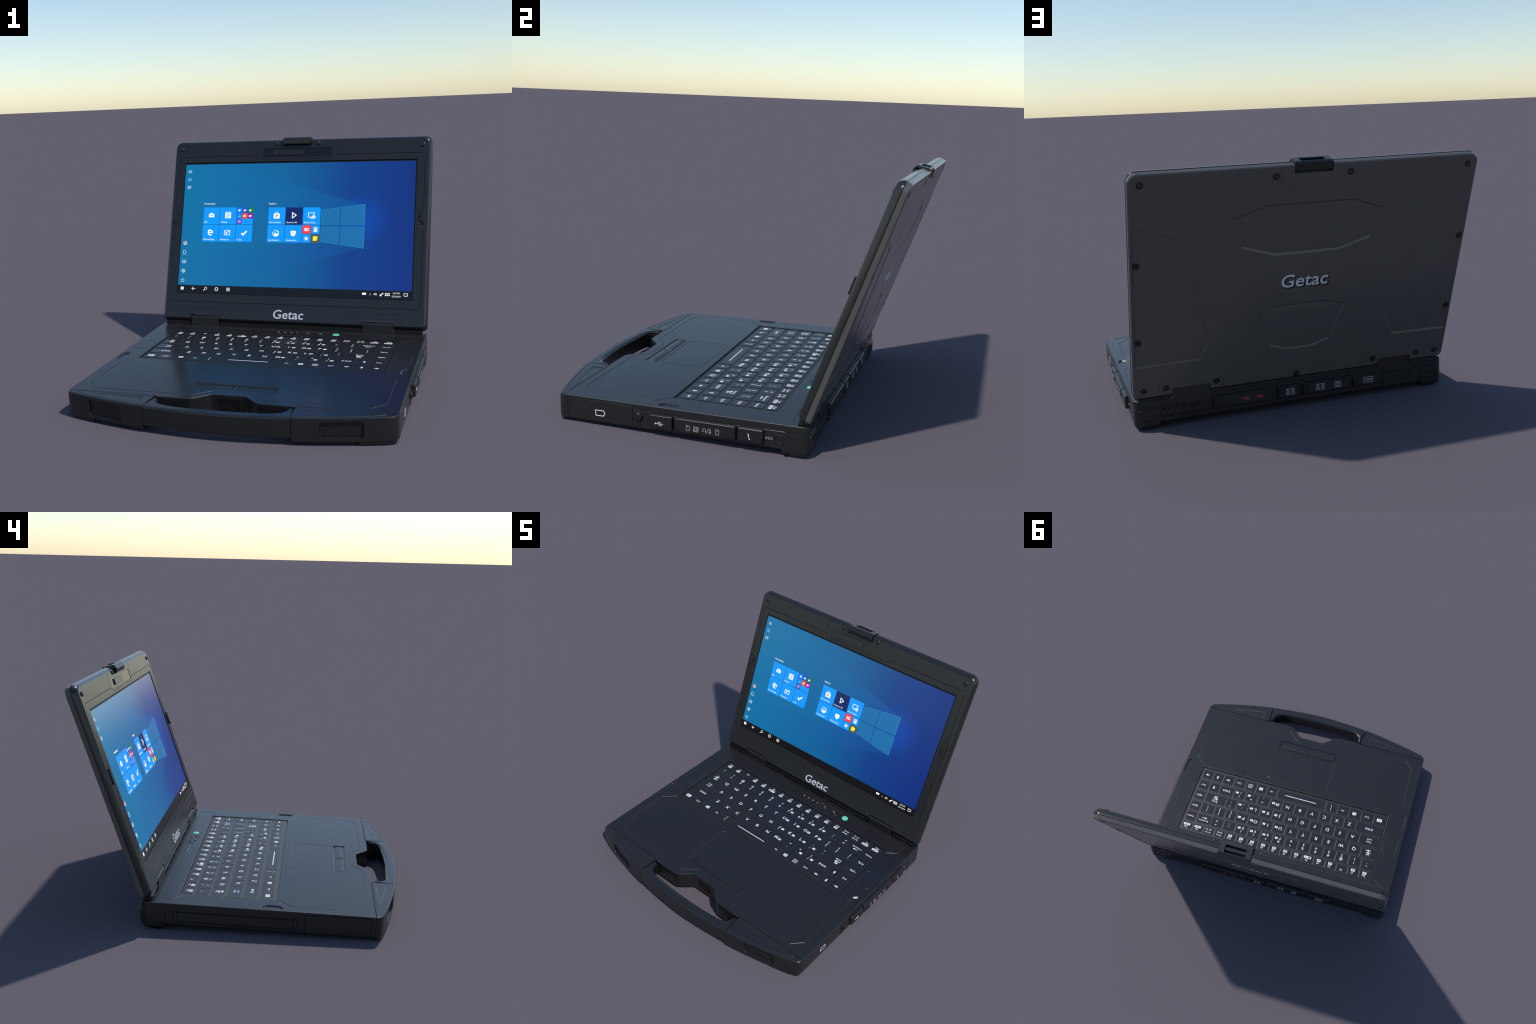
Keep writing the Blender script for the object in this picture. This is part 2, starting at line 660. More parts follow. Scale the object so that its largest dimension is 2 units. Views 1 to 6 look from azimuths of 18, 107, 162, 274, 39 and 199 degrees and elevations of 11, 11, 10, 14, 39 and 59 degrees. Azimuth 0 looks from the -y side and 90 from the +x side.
# wall grooves: right = battery door and port row, left = drive bay, rear = vents
right_lines = join(groove(rect(-0.792, -0.128, -0.400, -0.0125), 0.005, 0.003, closed=True),
                   groove([(-0.3945, -0.036), (0.4545, -0.036), (0.4545, -0.118)], 0.004, 0.0025))
right_lines = move(right_lines, F_RIGHT)
left_lines = join(groove(rect(-0.3595, -0.1135, 0.3315, -0.0545), 0.005, 0.004, closed=True),
                  groove([(-0.3815, -0.127), (-0.3815, -0.0495), (0.349, -0.0495), (0.349, -0.127)], 0.005, 0.0035),
                  groove([(-0.57, -0.0525), (-0.3875, -0.0525)], 0.004, 0.003),
                  groove([(-0.429, -0.0580), (-0.429, -0.127)], 0.005, 0.0035),
                  groove([(0.3975, -0.127), (0.3975, -0.0165), (0.7865, -0.0165), (0.7865, -0.127)], 0.005, 0.0035))
left_lines = move(left_lines, F_LEFT)
vents = []
for i in range(6):
    vx = -(0.7755 - i * 0.0381)
    for vz, hh in ((-0.0495, 0.0028), (-0.0615, 0.0028), (-0.1060, 0.0028)):
        vents.append(prism(rect(vx - 0.0135, vz - hh, vx + 0.0135, vz + hh), -0.012, 0.01))
    vents.append(groove(rect(vx - 0.0135, -0.099, vx + 0.0135, -0.0675), 0.003, 0.002, closed=True))
rear_lines = vents + [groove([(-0.5565, -0.047), (-0.5565, -0.12)], 0.004, 0.003), groove([(0.545, -0.118), (0.545, -0.046), (0.669, -0.046), (0.669, -0.118)], 0.004, 0.003),
                      groove([(-0.9, -0.0415), (-0.50, -0.0415)], 0.003, 0.002), groove([(0.53, -0.0415), (0.9, -0.0415)], 0.003, 0.002),
                      prism(rect(0.700, -0.0905, 0.732, -0.0855), -0.012, 0.01)]
rear_lines = move(join(*rear_lines), F_REAR)
# latch catch in the middle of the hand notch and two small wall panels
catch = prism(fillet(rect(-0.062, -0.1000, 0.062, -0.026), 0.006, 3), -0.007, 0.02)
F_NOTCH = side_frame((0, -0.7355, 0), (1, 0, 0), (0, 0, 1))
catch = move(catch, F_NOTCH)
F_LIP = side_frame((0, -0.8215, 0), (1, 0, 0), (0, 0, 1))
lips = join(*[groove(fillet(rect(s * 0.288 - 0.032, -0.098, s * 0.288 + 0.032, -0.058), 0.007, 3), 0.004, 0.003, closed=True) for s in (-1, 1)])
lips = move(lips, F_LIP)
deck = carve(deck, *cuts, right_lines, left_lines, rear_lines, catch, lips)
base_shell = shade(link('base_shell', deck, laptop, [SHELL], M_BASE), 28)

# paint the walls with the duller rubber material: faces whose normal is horizontal
deck.materials.append(SIDE)
deck.materials.append(EDGE)
for p in deck.polygons:
    if abs(p.normal.z) < 0.35:
        p.material_index = 1
    elif -0.0030 < p.center.z < -0.00005 and 0.35 < p.normal.z:
        p.material_index = 2          # rims of seams and wells, lightened and roughened to catch a highlight

# ---- front corner bumpers with speaker openings
curve_r = [(0.4125, -0.9675), (0.480, -0.957), (0.554, -0.9437), (0.634, -0.9265), (0.702, -0.9115), (0.770, -0.8955), (0.830, -0.8800), (0.880, -0.8650), (0.9060, -0.8560), (0.9250, -0.8450), (0.9345, -0.8300)]
bump_poly = [(0.9375, -0.8135), (0.4030, -0.8135)] + curve_r
bump_poly = bump_poly if area(bump_poly) > 0 else bump_poly[::-1]
rings = []
for z, d in ((-0.1385, 0.010), (-0.134, 0.004), (-0.129, 0.0), (-0.009, 0.0), (-0.0042, 0.0012), (-0.0014, 0.0040), (0.0, 0.0078)):
    ring, e = inset(bump_poly, d + 1e-6), min(d, 0.0010)
    fixed = []
    for (x, y), (px, py) in zip(ring, bump_poly):
        if py > -0.82:
            y = py - e
        if px < 0.42:
            x = px + e
        fixed.append((x, y, z))
    rings.append(fixed)
bumper = bm_mesh(loft_bm(rings))
ang = math.atan2(0.0480, 0.2155)
F_SPK = side_frame((0.6620, -0.9192, -0.0655), (math.cos(ang), math.sin(ang), 0), (0, 0, 1))
spk = fillet(rect(-0.1105, -0.0435, 0.1105, 0.0435), 0.012, 4)
cut_spk = move(frustum(inset(spk, 0.003), -0.020, inset(spk, -0.006), 0.014), F_SPK)
tri_line = [(0.409, -0.8222), (0.872, -0.8222), (0.8735, -0.8360), (0.826, -0.8600), (0.700, -0.8950), (0.560, -0.9270), (0.4260, -0.9500)]
tri = [(0.782, -0.8405), (0.4555, -0.8365), (0.4645, -0.9020), (0.560, -0.8880), (0.690, -0.8635)]
tri = tri if area(tri) > 0 else tri[::-1]
tb = frustum(inset(tri, 0.010), -0.0050, inset(tri, -0.003), 0.0010)
for v in tb.verts:                       # floor of the triangle rises toward its tip
    if v.co.z < 0:
        v.co.z = -0.0036 + 0.0026 * (v.co.x - 0.455) / 0.33
bumper = carve(bumper, cut_spk, groove(tri_line, 0.0070, 0.0022), tb)
for p in bumper.polygons:
    pass
bumper.materials.append(SHELL)
bumper.materials.append(SIDE)
bumper.materials.append(EDGE)
for p in bumper.polygons:
    p.material_index = 1 if abs(p.normal.z) < 0.3 else 2 if p.center.z > -0.0025 and p.normal.z < 0.985 and p.area < 0.004 else 0


def mirrored(mesh, name):
    bm = bmesh.new()
    bm.from_mesh(mesh)
    bmesh.ops.scale(bm, vec=(-1, 1, 1), verts=bm.verts)
    bmesh.ops.reverse_faces(bm, faces=bm.faces)
    me = bpy.data.meshes.new(name)
    bm.to_mesh(me)
    bm.free()
    for m in mesh.materials:
        me.materials.append(m)
    return me


bumper_l = mirrored(bumper, 'front_bumper')
shade(link('front_bumper', bumper, laptop, [], M_BASE), 30)
shade(link('front_bumper', bumper_l, laptop, [], M_BASE), 30)

# speaker grille: woven lattice over a dark back plate
bm = bmesh.new()
gw, gh, step_ = 0.1075, 0.0405, 0.0200
prism(rect(-gw, -gh, gw, gh), -0.0195, -0.0170, bm)
for sgn in (1, -1):
    k = -0.16
    while k < 0.16:
        # bar y = sgn*(x-k)*0.8 clipped to the plate
        xs = sorted((k - gh / 0.8, k + gh / 0.8))
        a, b = max(xs[0], -gw), min(xs[1], gw)
        if b - a > 0.006:
            pa, pb = Vector((a, sgn * (a - k) * 0.8)), Vector((b, sgn * (b - k) * 0.8))
            e = (pb - pa).normalized()
            nn = Vector((-e.y, e.x)) * 0.0038
            zt = -0.0115 if sgn > 0 else -0.0119
            prism([tuple(pa - nn), tuple(pb - nn), tuple(pb + nn), tuple(pa + nn)], -0.0168, zt, bm)
        k += step_
grille = bm_mesh(move(bm, F_SPK), 'speaker_grille')
grille.materials.append(SIDE)
g1 = link('speaker_grille', grille, laptop, [], M_BASE)
g1['kind'] = 'stuff'
g2 = link('speaker_grille', mirrored(grille, 'speaker_grille'), laptop, [], M_BASE)
g2['kind'] = 'stuff'

# ---- carry handle
hf = [(0.4105, -0.9665), (0.33, -0.9770), (0.247, -0.9850), (0.165, -0.9920), (0.083, -0.9970), (0.0, -0.9990)]
hi = [(0.0, -0.9440), (0.10, -0.9420), (0.18, -0.9375), (0.2414, -0.9330), (0.300, -0.9240), (0.340, -0.9080), (0.3610, -0.8870), (0.3690, -0.8620), (0.3730, -0.8440), (0.3880, -0.8275)]
handle_poly = [(-x, y) for x, y in hf] + hf[::-1][1:] + hi[::-1] + [(-x, y) for x, y in hi[1:]]
handle_poly = handle_poly if area(handle_poly) > 0 else handle_poly[::-1]
rings = []
R = 0.012
for i in range(5):
    a = i / 4 * math.pi / 2
    d = R * (1 - math.sin(a))
    rings.append([(x, y, -0.1155 + R * (1 - math.cos(a))) for x, y in inset(handle_poly, d + 1e-6)])
for i in range(5):
    a = i / 4 * math.pi / 2
    d = R * (1 - math.cos(a))
    rings.append([(x, y, -R + R * math.sin(a)) for x, y in inset(handle_poly, d + 1e-6)])


def keep_ends(pts):
    # the butt ends stay flush with the bumpers instead of shrinking with the rounding
    out = []
    for k, ((x, y, z), (px, py)) in enumerate(zip(pts, handle_poly)):
        if k >= 11 and abs(px) < 0.385:      # grip side swells below the deck line
            t = (z + 0.1155) / 0.1155
            y += 0.034 * math.sin(math.pi * min(1, max(0, t))) ** 0.8 * max(0.0, 1 - (abs(px) / 0.385) ** 6)
        if abs(px) > 0.385:
            x = px - math.copysign(0.0012, px)
            if py < -0.95:
                x = px - math.copysign(0.0008, px)
        out.append((x, y, z))
    return out


handle = bm_mesh(loft_bm([keep_ends(r) for r in rings]))
handle.materials.append(SHELL)
handle.materials.append(SIDE)
for p in handle.polygons:
    p.material_index = 1 if abs(p.normal.z) < 0.3 else 0
shade(link('carry_handle', handle, laptop, [], M_BASE), 40)
# handle root blocks that tie it to the shell below the seams
for s in (1, -1):
    me = bm_mesh(prism([(s * 0.402, -0.835), (s * 0.425, -0.955), (s * 0.395, -0.955), (s * 0.372, -0.880), (s * 0.372, -0.835)][::s], -0.100, -0.012))
    link('handle_mount', me, laptop, [SIDE], M_BASE)
# catch plate inside the hand notch
me = bm_mesh(join(prism(rect(-0.059, -0.7315, 0.059, -0.7285), -0.099, -0.029), prism(rect(-0.045, -0.7375, 0.045, -0.7310), -0.090, -0.074)))
link('latch_catch', me, laptop, [DARK], M_BASE)

# ---- feet
corner = fillet([(0.797, 0.5795), (0.797, 0.433), (0.9385, 0.433), (0.9385, 0.5795)], [0, 0.008, 0.008, 0.034], 6)
rings = []
for z, d, dy in ((-0.1722, 0.034, 0.0), (-0.1705, 0.026, 0), (-0.166, 0.016, 0.0), (-0.152, 0.005, 0), (-0.138, 0.0005, 0.0), (-0.048, 0.0005, 0), (-0.046, 0.003, 0)):
    rings.append([(x, y, z) for x, y in inset(corner if area(corner) > 0 else corner[::-1], d + 1e-6)])
rf = bm_mesh(loft_bm(rings), 'rear_foot')
rf.materials.append(SIDE)
shade(link('rear_foot', rf, laptop, [], M_BASE), 40)
shade(link('rear_foot', mirrored(rf, 'rear_foot'), laptop, [], M_BASE), 40)
ff_poly = [(0.745, -0.8990), (0.830, -0.8770), (0.880, -0.8620), (0.912, -0.8490), (0.927, -0.8370), (0.930, -0.8200), (0.920, -0.8060), (0.745, -0.8400)]
ff = bm_mesh(loft_bm([[(x, y, -0.1515) for x, y in inset(ff_poly, 0.008)], [(x, y, -0.146) for x, y in inset(ff_poly, 0.001)], [(x, y, -0.120) for x, y in ff_poly]]), 'front_foot')
ff.materials.append(SIDE)
shade(link('front_foot', ff, laptop, [], M_BASE), 40)
shade(link('front_foot', mirrored(ff, 'front_foot'), laptop, [], M_BASE), 40)

# rear corner frames (square sockets)
for s in (1, -1):
    cx = -s * 0.8545
    outer = fillet(rect(cx - 0.0575, -0.1440, cx + 0.0575, -0.0530), 0.010, 3)
    body = bm_mesh(pillow(outer, -0.004, 0.0065, 0.003))
    hole = fillet(rect(cx - 0.0385, -0.1210, cx + 0.0385, -0.0760), 0.010, 3)
    body = carve(body, frustum(inset(hole, 0.002), -0.002, inset(hole, -0.003), 0.0125))
    bm = bmesh.new()
    bm.from_mesh(body)
    me = bm_mesh(move(bm, F_REAR))
    so = shade(link('corner_socket', me, laptop, [COVER], M_BASE))
    link('socket_shadow_plate', bm_mesh(move(prism(inset(hole, 0.0005), -0.0030, -0.0012), F_REAR)), so, [DARK])  # blackened plate, paints the darkness of a deeper hole


# ---- port covers
def cover(frame, x0, x1, z0, z1, out, label=None, name='port_cover', top_lean=0.003):
    """a moulded flap: wide foot on the wall, narrower face standing proud"""
    base = fillet(rect(x0, z0, x1, z1), 0.007, 3)
    face = fillet(rect(x0 + 0.003, z0 + 0.003, x1 - 0.003, z1 - top_lean), 0.007, 3)
    rim = inset(face, 0.0028)
    bm = loft_bm([[(x, y, -0.004) for x, y in base], [(x, y, out - 0.0085) for x, y in base], [(x, y, out - 0.0025) for x, y in face], [(x, y, out) for x, y in rim]])
    me = bm_mesh(move(bm, frame))
    o = shade(link(name, me, laptop, [COVER], M_BASE), 30)
    if label:
        lx0, lx1, lz0, lz1 = label
        pl = fillet(rect(lx0, lz0, lx1, lz1), 0.008, 4)
        m2 = bm_mesh(move(prism(pl, out - 0.001, out + 0.0006), frame))
        link('port_label', m2, o, [LABELBG])
    return o


def on_wall(frame, out):
    return frame @ Matrix.Translation((0, 0, out + 0.0006))


def usb_mark(a, cx, cy, k):
    a.stroke([(cx - 0.40 * k, cy), (cx + 0.42 * k, cy)], 0.055 * k)
    a.disc(cx - 0.40 * k, cy, 0.11 * k)
    a.poly([(cx + 0.38 * k, cy - 0.09 * k), (cx + 0.54 * k, cy), (cx + 0.38 * k, cy + 0.09 * k)])
    a.stroke([(cx - 0.22 * k, cy), (cx - 0.06 * k, cy + 0.17 * k), (cx + 0.10 * k, cy + 0.17 * k)], 0.05 * k)
    a.disc(cx + 0.12 * k, cy + 0.17 * k, 0.075 * k)
    a.stroke([(cx - 0.08 * k, cy), (cx + 0.08 * k, cy - 0.18 * k), (cx + 0.22 * k, cy - 0.18 * k)], 0.05 * k)
    a.rect(cx + 0.24 * k, cy - 0.18 * k, 0.12 * k, 0.12 * k)


def network_mark(a, cx, cy, k):
    a.stroke([(cx - 0.9 * k, cy + 0.62 * k), (cx + 0.9 * k, cy + 0.62 * k)], 0.09 * k)
    for s in (-1, 1):
        x = cx + s * 0.52 * k
        a.stroke([(x, cy + 0.62 * k), (x, cy + 0.35 * k)], 0.09 * k)
        a.box(x, cy + 0.10 * k, 0.46 * k, 0.42 * k, 0.10 * k)
        a.stroke([(x - 0.22 * k, cy - 0.18 * k), (x - 0.36 * k, cy - 0.52 * k), (x + 0.36 * k, cy - 0.52 * k), (x + 0.22 * k, cy - 0.18 * k)], 0.09 * k)


# right wall
OUT = 0.0195
c1 = cover(F_RIGHT, -0.2950, -0.1605, -0.1150, -0.0375, OUT, (-0.270, -0.2015, -0.1085, -0.0580))
a = Art()
usb_mark(a, -0.2365, -0.0840, 0.046)
a.make('port_symbol', c1, [WHITE], at=on_wall(F_RIGHT, OUT))
c2 = cover(F_RIGHT, -0.1530, 0.1935, -0.1150, -0.0375, OUT, (-0.112, 0.136, -0.1085, -0.0580))
a = Art()
for cx, brk in ((-0.0705, 0), (0.0945, 1)):       # two memory cards
    a.stroke([(cx - 0.009, -0.097), (cx + 0.009, -0.097), (cx + 0.009, -0.076 if not brk else -0.084), (cx + (0.004 if not brk else 0.0065), -0.0705), (cx - 0.009, -0.0705)], 0.0022, closed=True)
    a.rect(cx, -0.0765, 0.004, 0.004)
a.stroke(rect(-0.038, -0.0975, -0.012, -0.0715), 0.0022, closed=True)      # sim chip
for yy in (-0.080, -0.0845, -0.0895):
    a.stroke([(-0.037, yy), (-0.029, yy)], 0.0014).stroke([(-0.021, yy), (-0.013, yy)], 0.0014)
a.stroke([(-0.029, -0.097), (-0.029, -0.072)], 0.0016).stroke([(-0.021, -0.097), (-0.021, -0.072)], 0.0016)
a.ring(0.0215, -0.083, 0.0095, 0.0024, a0=-35, a1=215)                     # headset / microphone
a.disc(0.0140, -0.0895, 0.0030).disc(0.0290, -0.0895, 0.0030)
a.stroke([(0.0345, -0.0985), (0.0445, -0.0705)], 0.0022)
a.stroke(fillet(rect(0.0500, -0.089, 0.0565, -0.0705), 0.003, 3), 0.0018, closed=True)
a.ring(0.05325, -0.0865, 0.0065, 0.0018, a0=180, a1=360, n=10)
a.stroke([(0.05325, -0.093), (0.05325, -0.0975)], 0.0018).stroke([(0.0495, -0.0975), (0.057, -0.0975)], 0.0018)
a.make('port_symbol', c2, [GREYINK], at=on_wall(F_RIGHT, OUT))
c3 = cover(F_RIGHT, 0.2005, 0.3430, -0.1150, -0.0375, OUT, (0.231, 0.299, -0.1085, -0.0580))
a = Art()
a.poly([(0.259, -0.0655), (0.264, -0.0655), (0.2685, -0.0795), (0.2645, -0.0800), (0.2705, -0.0925), (0.2740, -0.0915), (0.2715, -0.0995), (0.2650, -0.0945), (0.2680, -0.0935), (0.2605, -0.0765), (0.2640, -0.0760)])
a.make('port_symbol', c3, [WHITE], at=on_wall(F_RIGHT, OUT))
# battery mark, dc mark, dc jack, door knob
a = Art()
a.stroke([(-0.619, -0.096), (-0.574, -0.096), (-0.574, -0.093), (-0.566, -0.086), (-0.566, -0.077), (-0.572, -0.066), (-0.622, -0.066)], 0.0042, closed=True)
a.make('battery_symbol', base_shell, [WHITE], at=on_wall(F_RIGHT, 0.0))
a = Art()
a.stroke([(0.349, -0.079), (0.3875, -0.079)], 0.0028)
for k in range(3):
    a.stroke([(0.349 + k * 0.0148, -0.0875), (0.3580 + k * 0.0148, -0.0875)], 0.0026)
a.make('power_symbol', base_shell, [GREYINK], at=on_wall(F_RIGHT, 0.0))


def lathe(profile, n=32):
    """solid of revolution about z from (radius, z) pairs"""
    bm = bmesh.new()
    rows = []
    for r, z in profile:
        rows.append([bm.verts.new((r * math.cos(i / n * 2 * math.pi), r * math.sin(i / n * 2 * math.pi), z)) for i in range(n)] if r > 1e-5 else [bm.verts.new((0, 0, z))])
    for a_, b_ in zip(rows, rows[1:]):
        for i in range(n):
            j = (i + 1) % n
            if len(a_) == 1:
                bm.faces.new((a_[0], b_[i], b_[j]))
            elif len(b_) == 1:
                bm.faces.new((a_[i], b_[0], a_[j]))
            else:
                bm.faces.new((a_[i], b_[i], b_[j], a_[j]))
    return bm


jack = lathe([(0.0270, -0.002), (0.0270, 0.0015), (0.0240, 0.0030), (0.0205, 0.0020), (0.0185, -0.0010), (0.0175, -0.0015), (0.0060, -0.0015), (0.0052, 0.0), (0.0, 0.0012)])
shade(link('power_jack', bm_mesh(move(jack, F_RIGHT @ Matrix.Translation((0.4235, -0.0815, 0)))), laptop, [SCREW], M_BASE), 30)
knob = lathe([(0.0295, -0.003), (0.0295, 0.0012), (0.0270, 0.0022), (0.0245, 0.0006), (0.0235, 0.0020), (0.0230, 0.0090), (0.0200, 0.0120), (0.0, 0.0135)])
shade(link('door_knob', bm_mesh(move(knob, F_RIGHT @ Matrix.Translation((-0.3650, -0.0700, 0)))), laptop, [SCREW], M_BASE), 30)
me = bm_mesh(move(join(pillow(fillet(rect(-0.3895, -0.1265, -0.3410, -0.0990), 0.004, 3), -0.002, 0.0022, 0.0015)), F_RIGHT))
kd = shade(link('door_catch', me, laptop, [COVER], M_BASE))
me = bm_mesh(move(prism(fillet(rect(-0.3785, -0.1190, -0.3505, -0.1060), 0.003, 3), 0.0, 0.0028), F_RIGHT))
link('door_catch_window', me, kd, [DARK])

# left wall: drive eject button
me = bm_mesh(move(pillow(fillet(rect(0.0590, -0.1035, 0.1150, -0.0800), 0.004, 3), -0.004, 0.0035, 0.0015), F_LEFT))
shade(link('eject_button', me, laptop, [COVER], M_BASE))
me = bm_mesh(move(pillow(rect(-0.3555, -0.1105, 0.3280, -0.0575), -0.004, 0.0014, 0.0010), F_LEFT))
shade(link('drive_tray', me, laptop, [SIDE], M_BASE))

# rear wall covers
RO = 0.0150
r1 = cover(F_REAR, -0.4960, -0.1245, -0.1050, -0.0275, RO, (-0.4290, -0.1875, -0.0905, -0.0440))
a = Art()
usb_mark(a, -0.3095, -0.0670, 0.042)
usb_mark(a, -0.2260, -0.0670, 0.042)
a.make('port_symbol', r1, [ORANGE], at=on_wall(F_REAR, RO))
r2 = cover(F_REAR, -0.1165, 0.0195, -0.1060, -0.0280, RO, (-0.0935, -0.0035, -0.0930, -0.0450))
a = Art()
network_mark(a, -0.0445, -0.0690, 0.0290)
a.make('port_symbol', r2, [GREYINK], at=on_wall(F_REAR, RO))
r3 = cover(F_REAR, 0.0310, 0.3385, -0.1030, -0.0275, RO, (0.0700, 0.3150, -0.0915, -0.0430))
a = Art()
network_mark(a, 0.1395, -0.0670, 0.0290)
a.box(0.2465, -0.0665, 0.034, 0.033, 0.0028)
a.box(0.2465, -0.0665, 0.018, 0.018, 0.0034)
a.make('port_symbol', r3, [GREYINK], at=on_wall(F_REAR, RO))
r4 = cover(F_REAR, 0.3490, 0.5275, -0.1030, -0.0315, RO, (0.3850, 0.5030, -0.0905, -0.0440))
a = Art()
a.box(0.4420, -0.0665, 0.056, 0.031, 0.0026)
for q, w_ in ((-0.020, 0), (-0.0085, 1), (0.0015, 0), (0.0115, 1), (0.0205, 0)):
    if w_:
        a.ring(0.4420 + q, -0.0665, 0.0052, 0.0022, n=16)
    else:
        a.stroke([(0.4420 + q, -0.0725), (0.4420 + q, -0.0605)], 0.0022)
a.make('port_symbol', r4, [GREYINK], at=on_wall(F_REAR, RO))
# rear sill under the covers
me = bm_mesh(move(pillow(fillet(rect(-0.4990, -0.1265, 0.5300, -0.1075), 0.004, 3), -0.004, 0.007, 0.003), F_REAR))
shade(link('rear_sill', me, laptop, [COVER], M_BASE))


def screw_mesh(r):
    bm = lathe([(r, -0.003), (r, 0.0004), (r * 0.90, 0.0009), (r * 0.62, 0.0001), (r * 0.56, 0.0004), (r * 0.30, 0.0004), (r * 0.26, -0.0018), (0.0, -0.0018)], 24)
    me = bm_mesh(bm, 'screw')
    me.materials.append(SCREW)
    return me


SCREW_S = screw_mesh(0.0105)
SCREW_L = screw_mesh(0.0185)
for x, z, yo in ((-0.5430, -0.0680, 0.0), (0.5667, -0.0680, 0.0), (-0.6150, -0.0010, 0.0015), (0.6150, -0.0010, 0.0015)):
    shade(link('screw', SCREW_S, laptop, [], M_BASE @ F_REAR @ Matrix.Translation((x, z, yo + 0.0006))), 30, False)

# ---- hinges (fixed to the base, standing in the lid notches)
prof = fillet([(0.5120, -0.020), (0.5160, 0.0640), (0.5390, 0.0690), (0.5790, 0.0500), (0.5800, -0.0440), (0.5120, -0.0440)], [0, 0.016, 0.010, 0.006, 0.003, 0], 4)
for s in (1, -1):
    x0, x1 = 0.5115, 0.7170
    rings = [[(s * x, y, z) for y, z in inset(prof, d + 1e-6)] for x, d in ((x0, 0.002), (x0 + 0.002, 0.0), (x1 - 0.002, 0.0), (x1, 0.002))]
    shade(link('hinge', bm_mesh(loft_bm(rings)), laptop, [SIDE], M_BASE), 30)
# deep channel between lid and base
for x0, x1 in ((-0.908, -0.726), (-0.502, 0.502), (0.726, 0.908)):
    rail = [(0.5170, -0.010), (0.5720, -0.010), (0.5720, 0.0070), (0.5580, 0.0150), (0.5260, 0.0270), (0.5170, 0.0230)]
    me = bm_mesh(loft_bm([[(x0, y, z) for y, z in rail], [(x1, y, z) for y, z in rail]]))
    link('hinge_rail', me, laptop, [DARK], M_BASE)
for x in (-0.83, -0.62, -0.35, -0.12, 0.12, 0.35, 0.62, 0.83):
    me = bm_mesh(prism(fillet(rect(x - 0.028, 0.507, x + 0.028, 0.5190), 0.003, 2), -0.012, 0.0018))
    link('rail_rib', me, laptop, [SIDE], M_BASE)

# ---- touchpad and its buttons
me = bm_mesh(frustum(inset(pad_poly, 0.0012), -0.0030, inset(pad_poly, 0.0050), -0.0004))
shade(link('touchpad', me, laptop, [SHELL], M_BASE))
for s in (1, -1):
    rings = []
    n = 8
    bm = bmesh.new()
    xs = [0.0150, 0.0165, 0.2345, 0.2360]
    rows = []
    for x in xs:
        edge = 0.0016 if x in (xs[0], xs[3]) else 0.0
        row = []
        for i in range(n + 1):
            y = -0.6510 + 0.0620 * i / n
            t = (y + 0.620) / 0.031
            row.append(bm.verts.new((s * x, y, -0.0022 - 0.0038 * t * t - edge)))
        row += [bm.verts.new((s * x, -0.5890, -0.009)), bm.verts.new((s * x, -0.6510, -0.009))]
        rows.append(row)
    k = len(rows[0])
    for a_, b_ in zip(rows, rows[1:]):
        for i in range(k):
            bm.faces.new((a_[i], a_[(i + 1) % k], b_[(i + 1) % k], b_[i]))
    bm.faces.new(rows[0])
    bm.faces.new(rows[-1][::-1])
    shade(link('touchpad_button', bm_mesh(bm), laptop, [SHELL], M_BASE), 30)
me = bm_mesh(pillow(rect(-0.0105, -0.6510, 0.0105, -0.5890), -0.009, -0.0045, 0.0015))
shade(link('button_divider', me, laptop, [SHELL], M_BASE))

# ---- status lights and round buttons
me = bm_mesh(prism(inset(status, 0.0005), -0.0045, -0.0018))
sb = link('status_window', me, laptop, [GLOSS], M_BASE)
a = Art(0.0004)
for i, cx in enumerate((-0.046, -0.001, 0.043, 0.086)):
    if i == 0:
        a.rect(cx, 0.439, 0.012, 0.008).rect(cx, 0.447, 0.006, 0.004)
    elif i == 1:
        a.ring(cx, 0.439, 0.0065, 0.0022, n=14)
    elif i == 2:
        a.box(cx, 0.4385, 0.011, 0.009, 0.002).ring(cx, 0.4435, 0.004, 0.0018, a0=0, a1=180, n=8)
    else:
        a.ring(cx, 0.433, 0.010, 0.0022, a0=40, a1=140, n=10).ring(cx, 0.433, 0.0055, 0.002, a0=40, a1=140, n=8).disc(cx, 0.4335, 0.002, n=8)
a.make('status_symbol', sb, [GREYINK], at=Matrix.Translation((0, 0, -0.0016)))
for x, t in ((0.1595, 'P1'), (0.2455, 'P2')):
    bm = lathe([(0.0205, -0.008), (0.0205, -0.002), (0.0190, -0.0006), (0.0, -0.0002)])
    o = shade(link('round_button', bm_mesh(move(bm, Matrix.Translation((x, 0.439, 0)))), laptop, [SHELL], M_BASE), 40)
    Art(0.0005).text(t, x, 0.439, 0.0135, bold=0.0).make('button_letters', o, [GREYINK], at=Matrix.Translation((0, 0, -0.0001)))
bm = lathe([(0.0240, -0.008), (0.0240, -0.002), (0.0222, -0.0004), (0.0, 0.0003)])
pw = shade(link('power_button', bm_mesh(move(bm, Matrix.Translation((0.350, 0.439, 0)))), laptop, [GREEN], M_BASE), 40)
a = Art(0.0005)
a.ring(0.350, 0.438, 0.0085, 0.0018, a0=120, a1=420, n=18).stroke([(0.350, 0.4395), (0.350, 0.449)], 0.0018)
pale = plastic('power_mark_pale', (0.45, 0.85, 0.66), 0.4, vary=0.02, grain=0)
a.make('power_mark', pw, [pale], at=Matrix.Translation((0, 0, 0.0003)))

# ================================================================== KEYBOARD
me = bm_mesh(prism(inset(WELL, 0.0045), -0.0150, -0.0065))
tray = link('keyboard_tray', me, laptop, [TRAY], M_BASE)
